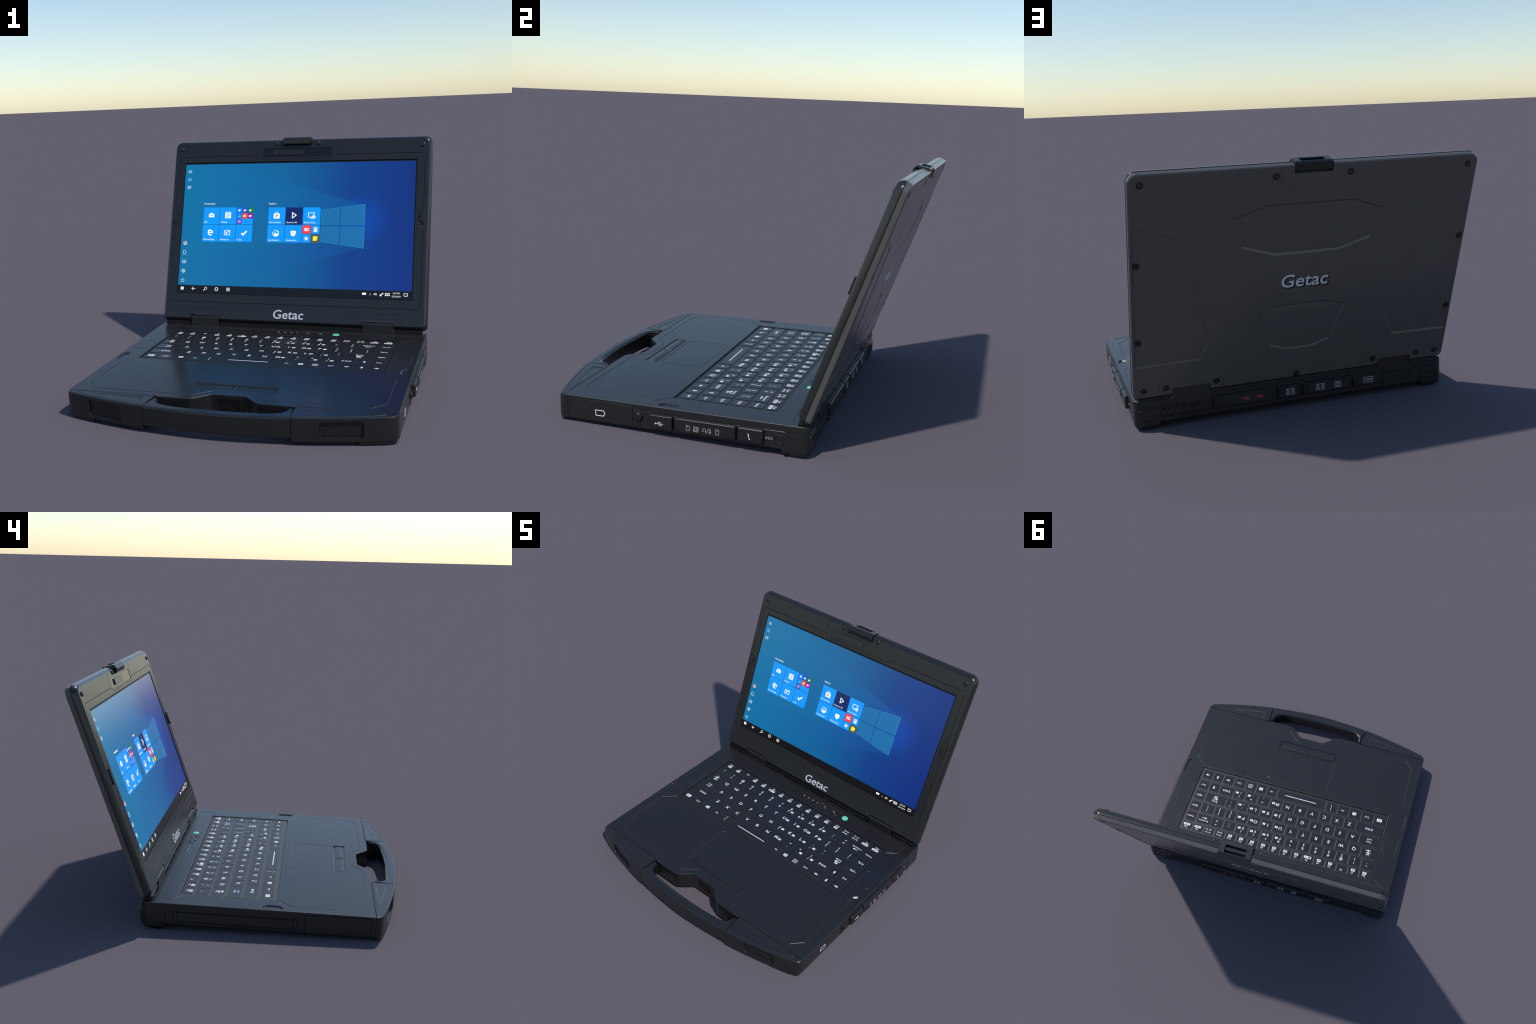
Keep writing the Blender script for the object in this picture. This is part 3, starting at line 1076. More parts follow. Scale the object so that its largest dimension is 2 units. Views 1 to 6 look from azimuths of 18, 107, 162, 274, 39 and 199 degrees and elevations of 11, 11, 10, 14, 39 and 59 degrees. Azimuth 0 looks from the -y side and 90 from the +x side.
# low ridge that frames the key field
fr_o, fr_i = inset(WELL, 0.0055), inset(WELL, 0.0085)
bm = bmesh.new()
for z0, z1 in ((-0.0066, -0.0050),):
    O = [[bm.verts.new((x, y, z)) for x, y in fr_o] for z in (z0, z1)]
    I = [[bm.verts.new((x, y, z)) for x, y in fr_i] for z in (z0, z1)]
    for i in range(4):
        j = (i + 1) % 4
        bm.faces.new((O[0][i], O[0][j], O[1][j], O[1][i]))
        bm.faces.new((I[0][j], I[0][i], I[1][i], I[1][j]))
        bm.faces.new((O[1][i], O[1][j], I[1][j], I[1][i]))
link('tray_rim', bm_mesh(bm), tray, [TRAY])

KEY_TOP = -0.0030
_keymesh = {}


def key_mesh(w, h):
    k = (round(w, 4), round(h, 4))
    if k not in _keymesh:
        foot = fillet(rect(-w / 2, -h / 2, w / 2, h / 2), 0.006, 2)
        bm = loft_bm([[(x, y, -0.0125) for x, y in foot], [(x, y, KEY_TOP - 0.0024) for x, y in inset(foot, 0.0003)],
                      [(x, y, KEY_TOP) for x, y in inset(foot, 0.0052)]])
        me = bm_mesh(bm, 'key')
        me.materials.append(KEYMAT)
        me.materials.append(EDGE)
        for p in me.polygons:
            p.material_index = 1 if 0.3 < p.normal.z < 0.97 else 0
        _keymesh[k] = me
    return _keymesh[k]


BIG = 0.0250      # letter capital height
B_ = 0.014        # boldness


def L_letter(ch, pad=None):
    def f(a):
        a.text(ch, -0.017 if pad else 0.0, 0.0, BIG, bold=B_, sx=1.08)
        if pad:
            a.rect(0.0165, -0.004, 0.0235, 0.0185, 0.003)
            a.text(pad, 0.0165, -0.004, 0.0115, mat=1, level=1.7, bold=0.01)
    return f


def L_pair(top, bot, pad=None):
    def f(a):
        dx = -0.013 if pad else 0.0
        a.text(top, dx + (0.006 if pad else 0.0), 0.0165, 0.0195, bold=0.012)
        a.text(bot, dx, -0.0150, 0.0200, bold=0.012)
        if pad:
            a.rect(0.0175, -0.012, 0.0225, 0.0180, 0.003)
            a.text(pad, 0.0175, -0.012, 0.0110, mat=1, level=1.7, bold=0.01)
    return f


def L_fn(label, kind):
    def f(a):
        a.text(label, 0.004 if kind else 0.0, 0.0125, 0.0145, bold=0.012)
        if kind == 'wide':
            a.rect(0.0, -0.011, 0.0560, 0.0210, 0.003)
            a.rect(-0.014, -0.011, 0.018, 0.010, 0.002, 1, 1.7)
            a.stroke([(0.004, -0.006), (0.020, -0.006), (0.014, -0.015)], 0.003, 1, 1.7)
        elif kind == 'lock':
            a.rect(0.0, -0.011, 0.0520, 0.0190, 0.002)
            a.text({'Ins': 'NumLk', 'Del': 'ScrLk'}[label], 0.0, -0.011, 0.0095, mat=1, level=1.7, bold=0.005)
        elif kind:
            a.rect(0.0, -0.010, 0.0300, 0.0215, 0.003)
            q = (0.0, -0.010)
            if kind == 'sq':
                a.box(q[0], q[1], 0.014, 0.010, 0.0025, 1, 1.7)
            elif kind == 'sun':
                a.disc(q[0], q[1], 0.0045, 1, 1.7, 12)
                a.box(q[0], q[1], 0.016, 0.014, 0.0016, 1, 1.7)
            elif kind == 'vol':
                a.poly([(-0.007, -0.013), (-0.003, -0.013), (0.002, -0.017), (0.002, -0.003), (-0.003, -0.007), (-0.007, -0.007)], 1, 1.7)
                a.ring(0.001, -0.010, 0.0065, 0.0018, 1, 1.7, -50, 50, 8)
            elif kind == 'bars':
                for i in (-1, 0, 1):
                    a.stroke([(-0.008, -0.010 + i * 0.005), (0.008, -0.010 + i * 0.005)], 0.0022, 1, 1.7)
            elif kind == 'net':
                a.ring(0, -0.010, 0.006, 0.002, 1, 1.7, n=14)
                a.stroke([(-0.011, -0.010), (0.011, -0.010)], 0.0018, 1, 1.7)
    return f


def L_two(t, b, cap=0.0135):
    def f(a):
        a.text(t, 0.0, 0.0110, cap, bold=0.006)
        a.text(b, 0.0, -0.0120, cap, bold=0.006)
    return f


def L_word(t, cap=0.0150, dx=0.0, dy=0.0):
    def f(a):
        a.text(t, dx, dy, cap, bold=0.006)
    return f


def arrow(a, cx, cy, ang, k):
    c, s = math.cos(ang), math.sin(ang)
    pts = [(-0.5, -0.13), (0.02, -0.13), (0.02, -0.36), (0.5, 0.0), (0.02, 0.36), (0.02, 0.13), (-0.5, 0.13)]
    a.poly([(cx + k * (x * c - y * s), cy + k * (x * s + y * c)) for x, y in pts])


def L_arrow(deg):
    return lambda a: arrow(a, 0, 0, math.radians(deg), 0.030)


def L_shift(wide=False):
    def f(a):
        arrow(a, -0.026, 0.0, math.pi / 2, 0.022)
        a.text('Shift', 0.008, 0.0, 0.0165, bold=0.012)
    return f


def L_win(a):
    w, g = 0.0140, 0.0022
    for i in (0, 1):
        for j in (0, 1):
            x0 = -w - g / 2 if i == 0 else g / 2
            s0 = 0.85 if i == 0 else 1.0
            x1 = x0 + w
            y0, y1 = (g / 2, 0.0125 * s0 + g / 2) if j else (-0.0125 * s0 - g / 2, -g / 2)
            a.poly([(x0, y0), (x1, y0), (x1, y1), (x0, y1)])


def L_menu(a):
    a.box(0, 0, 0.032, 0.030, 0.0026)
    for i in (-1, 0, 1):
        a.stroke([(-0.0095, i * 0.007), (0.0095, i * 0.007)], 0.0024)


def L_tab(a):
    a.text('Tab', 0.0, 0.0195, 0.0130, bold=0.006)
    arrow(a, 0.0, 0.003, math.pi, 0.030)
    arrow(a, 0.0, -0.017, 0.0, 0.030)
    a.stroke([(-0.021, -0.003), (-0.021, 0.010)], 0.0024).stroke([(0.021, -0.024), (0.021, -0.010)], 0.0024)


def L_enter(a):
    a.text('Enter', 0.0, 0.0215, 0.0150, bold=0.010)
    arrow(a, -0.008, -0.001, math.pi, 0.030)
    a.stroke([(0.004, -0.001), (0.018, -0.001), (0.018, 0.011)], 0.0034)
    a.rect(0.0, -0.019, 0.026, 0.0145, 0.003)
    a.text('Ent', 0.0, -0.019, 0.0080, mat=1, level=1.7)


def L_back(a):
    a.text('Backspace', 0.0, 0.0130, 0.0135, bold=0.006, fit=0.078)
    arrow(a, -0.010, -0.0115, math.pi, 0.026)
    a.stroke([(0.0, -0.0115), (0.020, -0.0115)], 0.0034)


def L_fnkey(a):
    a.rect(0, 0, 0.040, 0.027, 0.003)
    a.text('Fn', 0, 0, 0.0150, mat=1, level=1.7, bold=0.006)


def L_space(a):
    a.rect(0.0, 0.0, 0.2590, 0.0058, 0.0028)


def span(x0, x1, y, leg, h=0.084):
    KEYS.append(((x0 + x1) / 2, y, x1 - x0, h, leg))


def run(centres, y, w, legs):
    for c, g in zip(centres, legs):
        span(c - w / 2, c + w / 2, y, g)


KEYS = []
ROW = {1: 0.2330, 2: 0.1350, 3: 0.0350, 4: -0.0640, 5: -0.1635}
frow = [('Esc', 'bars'), ('F1', 'net'), ('F2', None), ('F3', 'vol'), ('F4', 'vol'), ('F5', 'wide'), ('F6', 'sun'), ('F7', 'sun'), ('F8', 'sq'), ('F9', 'sq'), ('F10', 'sq'), ('F11', 'bars'), ('F12', 'net')]
for i in range(17):
    cx = -0.7215 + i * 0.0900
    if i < 13:
        g = L_fn(*frow[i])
    elif i == 13:
        g = L_two('Pause', 'Break', 0.0125)
    elif i == 14:
        g = L_two('Prt Sc', 'Sys Rq', 0.0125)
    else:
        g = L_fn(('Ins', 'Del')[i - 15], 'lock')
    span(cx - 0.0395, cx + 0.0395, 0.3210, g, 0.062)
y = ROW[1]
span(-0.7660, -0.6735, y, L_pair('~', '`'))
nums = [('!', '1'), ('@', '2'), ('#', '3'), ('$', '4'), ('%', '5'), ('^', '6'), ('&', '7', '7'), ('*', '8', '8'), ('(', '9', '9'), (')', '0', '*'), ('_', '-'), ('+', '=')]
run([-0.6210 + 0.1020 * i for i in range(12)], y, 0.0915, [L_pair(*q) for q in nums])
span(0.5480, 0.6655, y, L_back)
span(0.6780, 0.7580, y, L_word('Home'))
y = ROW[2]
span(-0.7660, -0.6455, y, L_tab)
tp = {'U': '4', 'I': '5', 'O': '6', 'P': '-', 'J': '1', 'K': '2', 'L': '3', 'M': '0'}
run([-0.5925 + 0.1022 * i for i in range(10)], y, 0.0915, [L_letter(c, tp.get(c)) for c in 'QWERTYUIOP'])
run([0.4200, 0.5120], y, 0.0825, [L_pair('{', '['), L_pair('}', ']')])
span(0.5610, 0.6655, y, L_pair('|', '\\'))
span(0.6780, 0.7580, y, L_word('PgUp'))
y = ROW[3]
span(-0.7660, -0.6085, y, L_two('Caps', 'Lock', 0.0140))
run([-0.5555 + 0.1020 * i for i in range(9)], y, 0.0915, [L_letter(c, tp.get(c)) for c in 'ASDFGHJKL'])
run([0.3575, 0.4500], y, 0.0825, [L_pair(':', ';', '+'), L_pair('"', "'")])
span(0.4970, 0.6655, y, L_enter)
span(0.6780, 0.7580, y, L_word('PgDn'))
y = ROW[4]
span(-0.7660, -0.5565, y, L_shift())
run([-0.5040 + 0.1018 * i for i in range(7)], y, 0.0915, [L_letter(c, tp.get(c)) for c in 'ZXCVBNM'])
run([0.2115, 0.3135, 0.4145], y, 0.0915, [L_pair('<', ','), L_pair('>', '.', '.'), L_pair('?', '/', '/')])
span(0.4665, 0.5790, y, L_shift())
span(0.5900, 0.6680, y, L_arrow(90))
span(0.6780, 0.7580, y, L_word('End'))
y = ROW[5]
for x0, x1, g in ((-0.7660, -0.6770, L_fnkey), (-0.6675, -0.5745, L_word('Ctrl')), (-0.5640, -0.4725, L_win), (-0.4635, -0.3805, L_word('Alt', 0.0135)), (-0.3690, -0.2850, L_pair('|', '\\')), (-0.2680, 0.1220, L_space),
                  (0.1335, 0.2105, L_word('Alt', 0.0135)), (0.2205, 0.2985, L_win), (0.3085, 0.3920, L_menu), (0.4020, 0.4880, L_word('Ctrl')), (0.4980, 0.5825, L_arrow(180)), (0.5920, 0.6690, L_arrow(270)), (0.6785, 0.7580, L_arrow(0))):
    span(x0, x1, y, g)
for cx, cy, w, h, leg in KEYS:
    me = key_mesh(w, h)
    k = shade(link('key', me, laptop, [], M_BASE @ Matrix.Translation((cx, cy, 0))), 40)
    a = Art(0.0005)
    leg(a)
    a.make('key_legend', k, [WHITE, KEYMAT], at=Matrix.Translation((0, 0, KEY_TOP - 0.0001)))

# ================================================================== LID
V0, V1, HX = 0.2160, 1.5405, 0.9415


def lid_outline(d):
    hx, v0, v1 = HX - d, V0 + d, V1 - d
    rb, rt = 0.030 - min(d * 0.4, 0.012), 0.052 - d * 0.55
    return fillet([(-hx, v0), (hx, v0), (hx, v1), (-hx, v1)], [rb, rb, rt, rt], 6)


rings = []
for w, d in ((-0.0420, 0.0025), (-0.0405, 0.0008), (-0.0360, 0.0), (-0.0250, 0.0035), (-0.0125, 0.0100), (-0.0075, 0.0138), (-0.0030, 0.0185), (-0.0008, 0.0225), (0.0, 0.0275)):
    rings.append([(x, y, w) for x, y in lid_outline(d)])
bez = bm_mesh(loft_bm(rings))
hinge_cut = join(*[prism(rect(s * 0.5075, 0.10, s * 0.7205, 0.2650), -0.12, 0.05) for s in (1, -1)])
screen_cut = frustum(rect(-0.8405, 0.4140, 0.8405, 1.3690), -0.0150, rect(-0.8425, 0.4115, 0.8425, 1.3735), 0.004)
latch_cut = prism(rect(-0.1065, 1.4840, 0.1065, 1.60), -0.0200, 0.02)
latch_cut2 = prism(rect(-0.1045, 1.4900, 0.1045, 1.60), -0.10, 0.0)
jog_r = [(0.8930, 1.0500), (0.8630, 1.0136), (0.8605, 0.9357), (0.8905, 0.9010)]
wl_r = [(0.287, 1.4155), (0.8760, 1.4155), (0.8935, 1.3950)] + jog_r + [(0.8935, 0.3760), (0.8700, 0.3535)]
wl = wl_r + [(-x, y) for x, y in wl_r[::-1]]
frame_r = [(0.276, 1.5100), (0.288, 1.4880), (0.288, 1.4160), (0.2600, 1.3885)]
frame = frame_r + [(-x, y) for x, y in frame_r[::-1]]
hc = lambda s: [(s * 0.4345, 0.222), (s * 0.4345, 0.2860), (s * 0.4630, 0.3140), (s * 0.7660, 0.3140), (s * 0.7970, 0.2860), (s * 0.7970, 0.222)]
window = fillet(rect(-0.2480, 1.4020, 0.2520, 1.4690), 0.010, 4)
cam_cut = frustum(window, -0.0035, inset(window, -0.0015), 0.003)
bez = carve(bez, hinge_cut, screen_cut, latch_cut, cam_cut, groove(fillet(wl, 0.008, 2, False), 0.0048, 0.0030), groove(frame, 0.0040, 0.0022),
            join(groove(hc(1), 0.0034, 0.0014), groove(hc(-1), 0.0034, 0.0014)))
bezel = shade(link('lid_bezel', bez, laptop, [BEZEL], M_LID), 54)

rings = []
for w, d in ((-0.0745, 0.0145), (-0.0732, 0.0095), (-0.0685, 0.0045), (-0.0460, 0.0022), (-0.0438, 0.0024), (-0.0424, 0.0034)):
    rings.append([(x, y, w) for x, y in lid_outline(d)])
back = bm_mesh(loft_bm(rings[::-1]))


def dish(poly, depth=0.0055, wall=0.011, flat=0.048):
    """panel outline: a crisp step down along the border, then a long ramp back up to nearly flush"""
    poly = poly if area(poly) > 0 else poly[::-1]
    e = wall * 0.0010 / depth
    rings = [[(x, y, z) for x, y in inset(poly, d)] for d, z in ((flat, -0.0008), (wall, -depth), (-e, 0.0010))]
    return loft_bm(rings)


up_h = [(0.4193, 1.2630), (0.2387, 1.3275)]
dn_h = [(0.1780, 1.0320), (0.3590, 1.0910)]
hex_u = up_h + [(-x, y) for x, y in up_h[::-1]] + [(-x, y) for x, y in dn_h[::-1]] + dn_h
up_h = [(0.2540, 0.6885), (0.1340, 0.7230)]
dn_h = [(0.0750, 0.4215), (0.1815, 0.4600)]
hex_l = up_h + [(-x, y) for x, y in up_h[::-1]] + [(-x, y) for x, y in dn_h[::-1]] + dn_h
side_h = [(0.9260, 1.2660), (0.6610, 1.1730), (0.5080, 0.5650), (0.5780, 0.4300), (0.9260, 0.4240)]
plate_h = [(0.1790, 1.5500), (0.1640, 1.4360), (0.1190, 1.4070)]
plate = plate_h + [(-x, y) for x, y in plate_h[::-1]]
hcb = lambda s: fillet([(s * 0.4350, 0.205), (s * 0.4350, 0.2870), (s * 0.4640, 0.3150), (s * 0.7620, 0.3150), (s * 0.7950, 0.2870), (s * 0.7950, 0.205)], 0.008, 2, False)
back = carve(back, hinge_cut_b := join(*[prism(rect(s * 0.5075, 0.10, s * 0.7205, 0.2665), -0.12, 0.05) for s in (1, -1)]), latch_cut2,
             move(join(dish(hex_u), dish(hex_l), dish(side_h), dish([(-x, y) for x, y in side_h])), F_LIDBACK),
             move(join(groove(plate, 0.0036, 0.0020), groove(hcb(1), 0.0036, 0.0020), groove(hcb(-1), 0.0036, 0.0020)), F_LIDBACK))
shade(link('lid_back_cover', back, laptop, [LIDBACK], M_LID), 14)
# dark gasket between both lid halves
ring_o = [[(x, y, w) for x, y in lid_outline(0.0050)] for w in (-0.0445, -0.0400)]
g = carve(bm_mesh(loft_bm(ring_o)), join(*[prism(rect(s * 0.5075, 0.10, s * 0.7205, 0.2665), -0.12, 0.05) for s in (1, -1)]), prism(rect(-0.1045, 1.4900, 0.1045, 1.60), -0.12, 0.05))
link('lid_gasket', g, laptop, [DARK], M_LID)

for x, v in ((0.877, 1.481), (0.2002, 1.481), (0.9035, 1.047), (0.9030, 0.5865), (0.8790, 0.2730), (0.7555, 0.2730), (0.4735, 0.2730)):
    for s in (1, -1):
        shade(link('screw', SCREW_L, laptop, [], M_LID @ F_LIDBACK @ Matrix.Translation((s * x, v, 0.0006 if abs(x - 0.9035) > 0.001 else -0.0020 + 0.0006))), 30, False)
shade(link('screw', SCREW_L, laptop, [], M_LID @ F_LIDBACK @ Matrix.Translation((-0.003, 0.2455, 0.0006))), 30, False)

# domed rubber bumpers on the bezel
dome = bm_mesh(lathe([(0.0170, -0.002), (0.0168, 0.0015), (0.0150, 0.0045), (0.0110, 0.0068), (0.0060, 0.0080), (0.0, 0.0084)], 24), 'rubber_bumper')
dome.materials.append(BEZEL)
for x, v in ((0.8763, 1.4735), (0.1512, 1.5010)):
    for s in (1, -1):
        shade(link('rubber_bumper', dome, laptop, [], M_LID @ Matrix.Translation((s * x, v, 0))), 40, False)
# side rubber stops
stop = fillet([(0.9060, 1.0270), (0.8775, 1.0040), (0.8775, 0.9460), (0.9060, 0.9220)][::-1], 0.003, 2)
stop = stop if area(stop) > 0 else stop[::-1]
for s in (1, -1):
    p = stop if s > 0 else mirror_x(stop)
    shade(link('rubber_stop', bm_mesh(pillow(p, -0.004, 0.0120, 0.004)), laptop, [SIDE], M_LID), 40)

# webcam window and shutter
me = bm_mesh(prism(inset(window, 0.0008), -0.0050, -0.0022))
cw = link('webcam_window', me, laptop, [GLOSS], M_LID)
me = bm_mesh(pillow(fillet(rect(-0.1740, 1.4170, 0.0430, 1.4580), 0.006, 3), -0.003, 0.0040, 0.003))
shade(link('webcam_shutter', me, cw, [BEZEL]), 40)
me = bm_mesh(pillow(rect(-0.1735, 1.4175, -0.1600, 1.4575), 0.001, 0.0058, 0.0015))
shade(link('shutter_grip', me, cw, [BEZEL]), 40)

# latch: pivoting frame with a hook over the top edge
prof = fillet([(-0.0620, 1.4960), (-0.0540, 1.4960), (-0.0540, 1.5300), (0.0080, 1.5270), (0.0120, 1.5180), (0.0120, 1.4860), (0.0210, 1.4940), (0.0260, 1.5110), (0.0200, 1.5280), (0.0090, 1.5420), (-0.0580, 1.5490), (-0.0665, 1.5430), (-0.0680, 1.5000)], 0.004, 2)
rings = [[(x, v, w) for w, v in inset(prof, d + 1e-6)] for x, d in ((-0.1020, 0.002), (-0.1000, 0.0), (0.1000, 0.0), (0.1020, 0.002))]
lm = bm_mesh(loft_bm(rings))
cutw = prism(rect(-0.0665, -0.0560, 0.0665, -0.0060), -0.0, 0.10)
cutw = move(cutw, side_frame((0, 1.508, 0), (-1, 0, 0), (0, 0, 1)))
lm = carve(lm, cutw)
shade(link('latch', lm, laptop, [SIDE], M_LID), 30)
for s in (1, -1):
    me = bm_mesh(prism(rect(s * 0.0900, 1.4840, s * 0.1040, 1.5160), -0.0200, 0.0150))
    link('latch_pivot', me, laptop, [DARK], M_LID)


# brand lettering: front below the screen, rear at the lid centre
def lettering(word, frame_at, x0, x1, v0, v1, h, mats, name, drop=None):
    a = Art(h)
    a.text(word, (x0 + x1) / 2, (v0 + v1) / 2, v1 - v0, bold=0.012, fit=x1 - x0, slant=0.10)
    o = a.make(name, laptop, mats, M_LID, at=frame_at)
    return o


lettering('Getac', Matrix.Translation((0, 0, -0.0005)), -0.1095, 0.1055, 0.2565, 0.3155, 0.0030, [SILVER], 'front_lettering')
lettering('Getac', F_LIDBACK, -0.1330, 0.1345, 0.8310, 0.9060, 0.0018, [SILVER], 'rear_lettering')
a = Art(0.0012)  # dark letter copies, stepped sideways and down, model the shadow behind the lettering
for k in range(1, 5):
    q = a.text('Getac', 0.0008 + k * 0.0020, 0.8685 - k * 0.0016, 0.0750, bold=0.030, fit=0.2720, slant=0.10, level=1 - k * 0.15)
a.make('lettering_drop_shadow', laptop, [DARK], M_LID, at=F_LIDBACK)

# ================================================================== DISPLAY
SX0, SX1, SV0, SV1, SW = -0.8385, 0.8340, 0.4160, 1.3605, -0.0045
me = bm_mesh(prism(rect(SX0, SV0, SX1, SV1), -0.0155, SW))
display = link('display_panel', me, laptop, [WALL, DARK], M_LID)
for p in me.polygons:
    p.material_index = 0 if p.normal.z > 0.9 else 1

me = bm_mesh(prism(rect(-0.8400, 0.4145, 0.8400, 1.3685), -0.0149, SW - 0.0015))
link('display_border', me, laptop, [DARK], M_LID)


def glow_art():
    return Art(0.00025)


ON = Matrix.Translation((0, 0, SW))


def tile(x, v, w, h, mat):
    a = glow_art()
    a.poly(rect(x, v - h, x + w, v))
    return a.make('app_tile', display, [mat], at=ON)


TS, TP = 0.1225, 0.1268
AX, BX, TV = -0.6756, -0.1856, 1.0398
MINI = 0.0400
NAVY = glow('glow_navy', (22, 46, 107))
minis = {'outlook': (24, 120, 235), 'word': (36, 84, 205), 'sheet': (30, 122, 66), 'cloud': (24, 132, 240), 'slides': (232, 76, 44), 'notes': (132, 36, 180), 'team': (86, 88, 200),
         'red': (255, 70, 82), 'grey': (88, 88, 92), 'yellow': (255, 240, 40)}
GM = {k: glow('glow_' + k, v) for k, v in minis.items()}
for gx in (AX, BX):
    for i in range(3):
        for j in range(2):
            if gx == AX and (i, j) == (2, 0):
                continue
            if gx == BX and (i, j) == (2, 1):
                continue
            tile(gx + i * TP, TV - j * TP, TS, TS, NAVY if gx == BX and (i, j) == (1, 0) else G_TILE)
# folder tile made of minis
fx, fv = AX + 2 * TP, TV
folder = [(0, 0, 'outlook'), (1, 0, 'word'), (2, 0, 'sheet'), (0, 1, 'cloud'), (1, 1, 'slides'), (2, 1, 'notes'), (0, 2, 'team')]
third = TS / 3
for i, j, k in folder:
    tile(fx + i * third + 0.0003, fv - j * third - 0.0003, third - 0.0006, third - 0.0006, GM[k])
tile(fx + third, fv - 2 * third, 2 * third, third, G_TILE)
half = (TS - 0.0043) / 2
qx, qv = BX + 2 * TP, TV - TP
for i, j, m in ((0, 0, GM['red']), (1, 0, G_TILE), (0, 1, G_TILE), (1, 1, GM['grey'])):
    tile(qx + i * (half + 0.0043), qv - j * (half + 0.0043), half, half, m)
# window motif panes
pane = glow('glow_pane', (36, 112, 172))
pane_edge = glow('glow_pane_edge', (48, 150, 178))
P_UL = [(0.1990, 0.9150), (0.3285, 0.9150), (0.3285, 1.0405), (0.1990, 1.0220)]
P_UR = [(0.3345, 0.9150), (0.5020, 0.9150), (0.5020, 1.0638), (0.3345, 1.0414)]
P_LL = [(0.1990, 0.7990), (0.3285, 0.7795), (0.3285, 0.9075), (0.1990, 0.9075)]
P_LR = [(0.3345, 0.7786), (0.5020, 0.7555), (0.5020, 0.9075), (0.3345, 0.9075)]
for p in (P_UL, P_UR, P_LL, P_LR):
    a = glow_art()
    a.poly(p)
    q = [(max(0.1990, x), v) for x, v in p]
    if p in (P_UR, P_LR):
        a.stroke([(0.5005, q[1][1] + 0.001), (0.5005, q[2][1] - 0.001)], 0.0030, 1, 1.5)
    else:
        a.stroke([(0.2000, q[0][1] + 0.001), (0.2000, q[3][1] - 0.001)], 0.0022, 1, 1.5)
    if p in (P_LL, P_LR):
        a.stroke([(q[0][0], q[0][1] + 0.001), (q[1][0], q[1][1] + 0.001)], 0.0016, 1, 1.5)
    else:
        a.stroke([(q[3][0], q[3][1] - 0.001), (q[2][0], q[2][1] - 0.001)], 0.0016, 1, 1.5)
    a.make('window_pane', display, [pane, pane_edge], at=ON)
beam = glow('glow_beam', (44, 128, 176))
a = glow_art()
a.stroke([(0.2005, 0.8020), (0.3285, 0.8210)], 0.0020, 0, 1.7).stroke([(0.3345, 0.8220), (0.4990, 0.8440)], 0.0020, 0, 1.7)
a.make('light_beam', display, [beam], at=ON)

# captions and pictograms of the tiles
a = glow_art()
a.lift = 0.0005
a.text('Productivity', AX + 0.001, 1.0675, 0.0118, left=True)
a.text('Explore', BX + 0.001, 1.0675, 0.0118, left=True)
caps = {(AX, 0, 0): 'Mail', (AX, 1, 0): 'Calendar', (AX, 0, 1): 'Microsoft Edge', (AX, 1, 1): 'Whiteboard', (AX, 2, 1): 'To Do',
        (BX, 0, 0): 'Microsoft Store', (BX, 1, 0): 'Dynamics 365', (BX, 2, 0): 'Remote Deskt...', (BX, 0, 1): 'Snip & Sketch', (BX, 1, 1): 'Windows Sec...'}
for (gx, i, j), t in caps.items():
    a.text(t, gx + i * TP + 0.009, TV - j * TP - 0.1065, 0.0108, left=True, sx=0.86)
a.make('tile_caption', display, [G_WHITE], at=ON)


def centre(gx, i, j):
    return gx + i * TP + TS / 2, TV - j * TP - 0.058


def icon(fn, gx, i, j, mats=None):
    b = glow_art()
    b.lift = 0.0005
    x, v = centre(gx, i, j)
    fn(b, x, v)
    b.make('tile_symbol', display, mats or [G_WHITE, G_TILE, GM['red'], GM['yellow'], GM['sheet']], at=ON)


def i_mail(b, x, v):
    b.poly([(x - 0.021, v - 0.014), (x + 0.021, v - 0.014), (x + 0.021, v + 0.008), (x, v + 0.020), (x - 0.021, v + 0.008)])
    b.poly([(x - 0.015, v + 0.005), (x, v - 0.004), (x + 0.015, v + 0.005)], 1, 1.5)


def i_calendar(b, x, v):
    b.rect(x, v, 0.044, 0.042, 0.003)
    b.rect(x - 0.012, v + 0.023, 0.006, 0.010).rect(x + 0.012, v + 0.023, 0.006, 0.010)
    b.rect(x, v + 0.0135, 0.036, 0.0025, 0, 1, 1.5)
    for r in range(3):
        for c in range(4):
            if not (r == 0 and c == 0) and not (r == 2 and c == 3):
                b.rect(x - 0.0125 + c * 0.0083, v + 0.005 - r * 0.0085, 0.0055, 0.0055, 0, 1, 1.5)


def i_edge(b, x, v):
    b.ring(x, v, 0.0165, 0.0095, a0=-45 + 65, a1=330 - 25, n=26)
    b.rect(x + 0.003, v + 0.0005, 0.034, 0.0065)
    b.ring(x - 0.004, v + 0.006, 0.017, 0.004, a0=95, a1=165, n=8)


def i_board(b, x, v):
    b.box(x, v, 0.042, 0.030, 0.0045)
    b.stroke([(x - 0.010, v - 0.008), (x + 0.020, v + 0.018)], 0.005)
    b.stroke([(x - 0.014, v + 0.007), (x - 0.006, v + 0.002), (x - 0.012, v - 0.004)], 0.003)


def i_todo(b, x, v):
    b.stroke([(x - 0.018, v - 0.001), (x - 0.006, v - 0.014), (x + 0.021, v + 0.015)], 0.011)


def i_store(b, x, v):
    b.rect(x, v - 0.004, 0.044, 0.036, 0.003)
    b.ring(x, v + 0.014, 0.010, 0.004, a0=0, a1=180, n=10)
    for m, sx_, sv in ((2, -1, 1), (4, 1, 1), (1, -1, -1), (3, 1, -1)):
        b.rect(x + sx_ * 0.0048, v - 0.004 + sv * 0.0048, 0.0078, 0.0078, 0, m, 1.5)


def i_play(b, x, v):
    b.stroke([(x - 0.012, v - 0.020), (x - 0.012, v + 0.020), (x + 0.015, v + 0.004), (x + 0.010, v - 0.004)], 0.0065)
    b.stroke([(x - 0.012, v - 0.020), (x + 0.015, v + 0.004)], 0.0065)


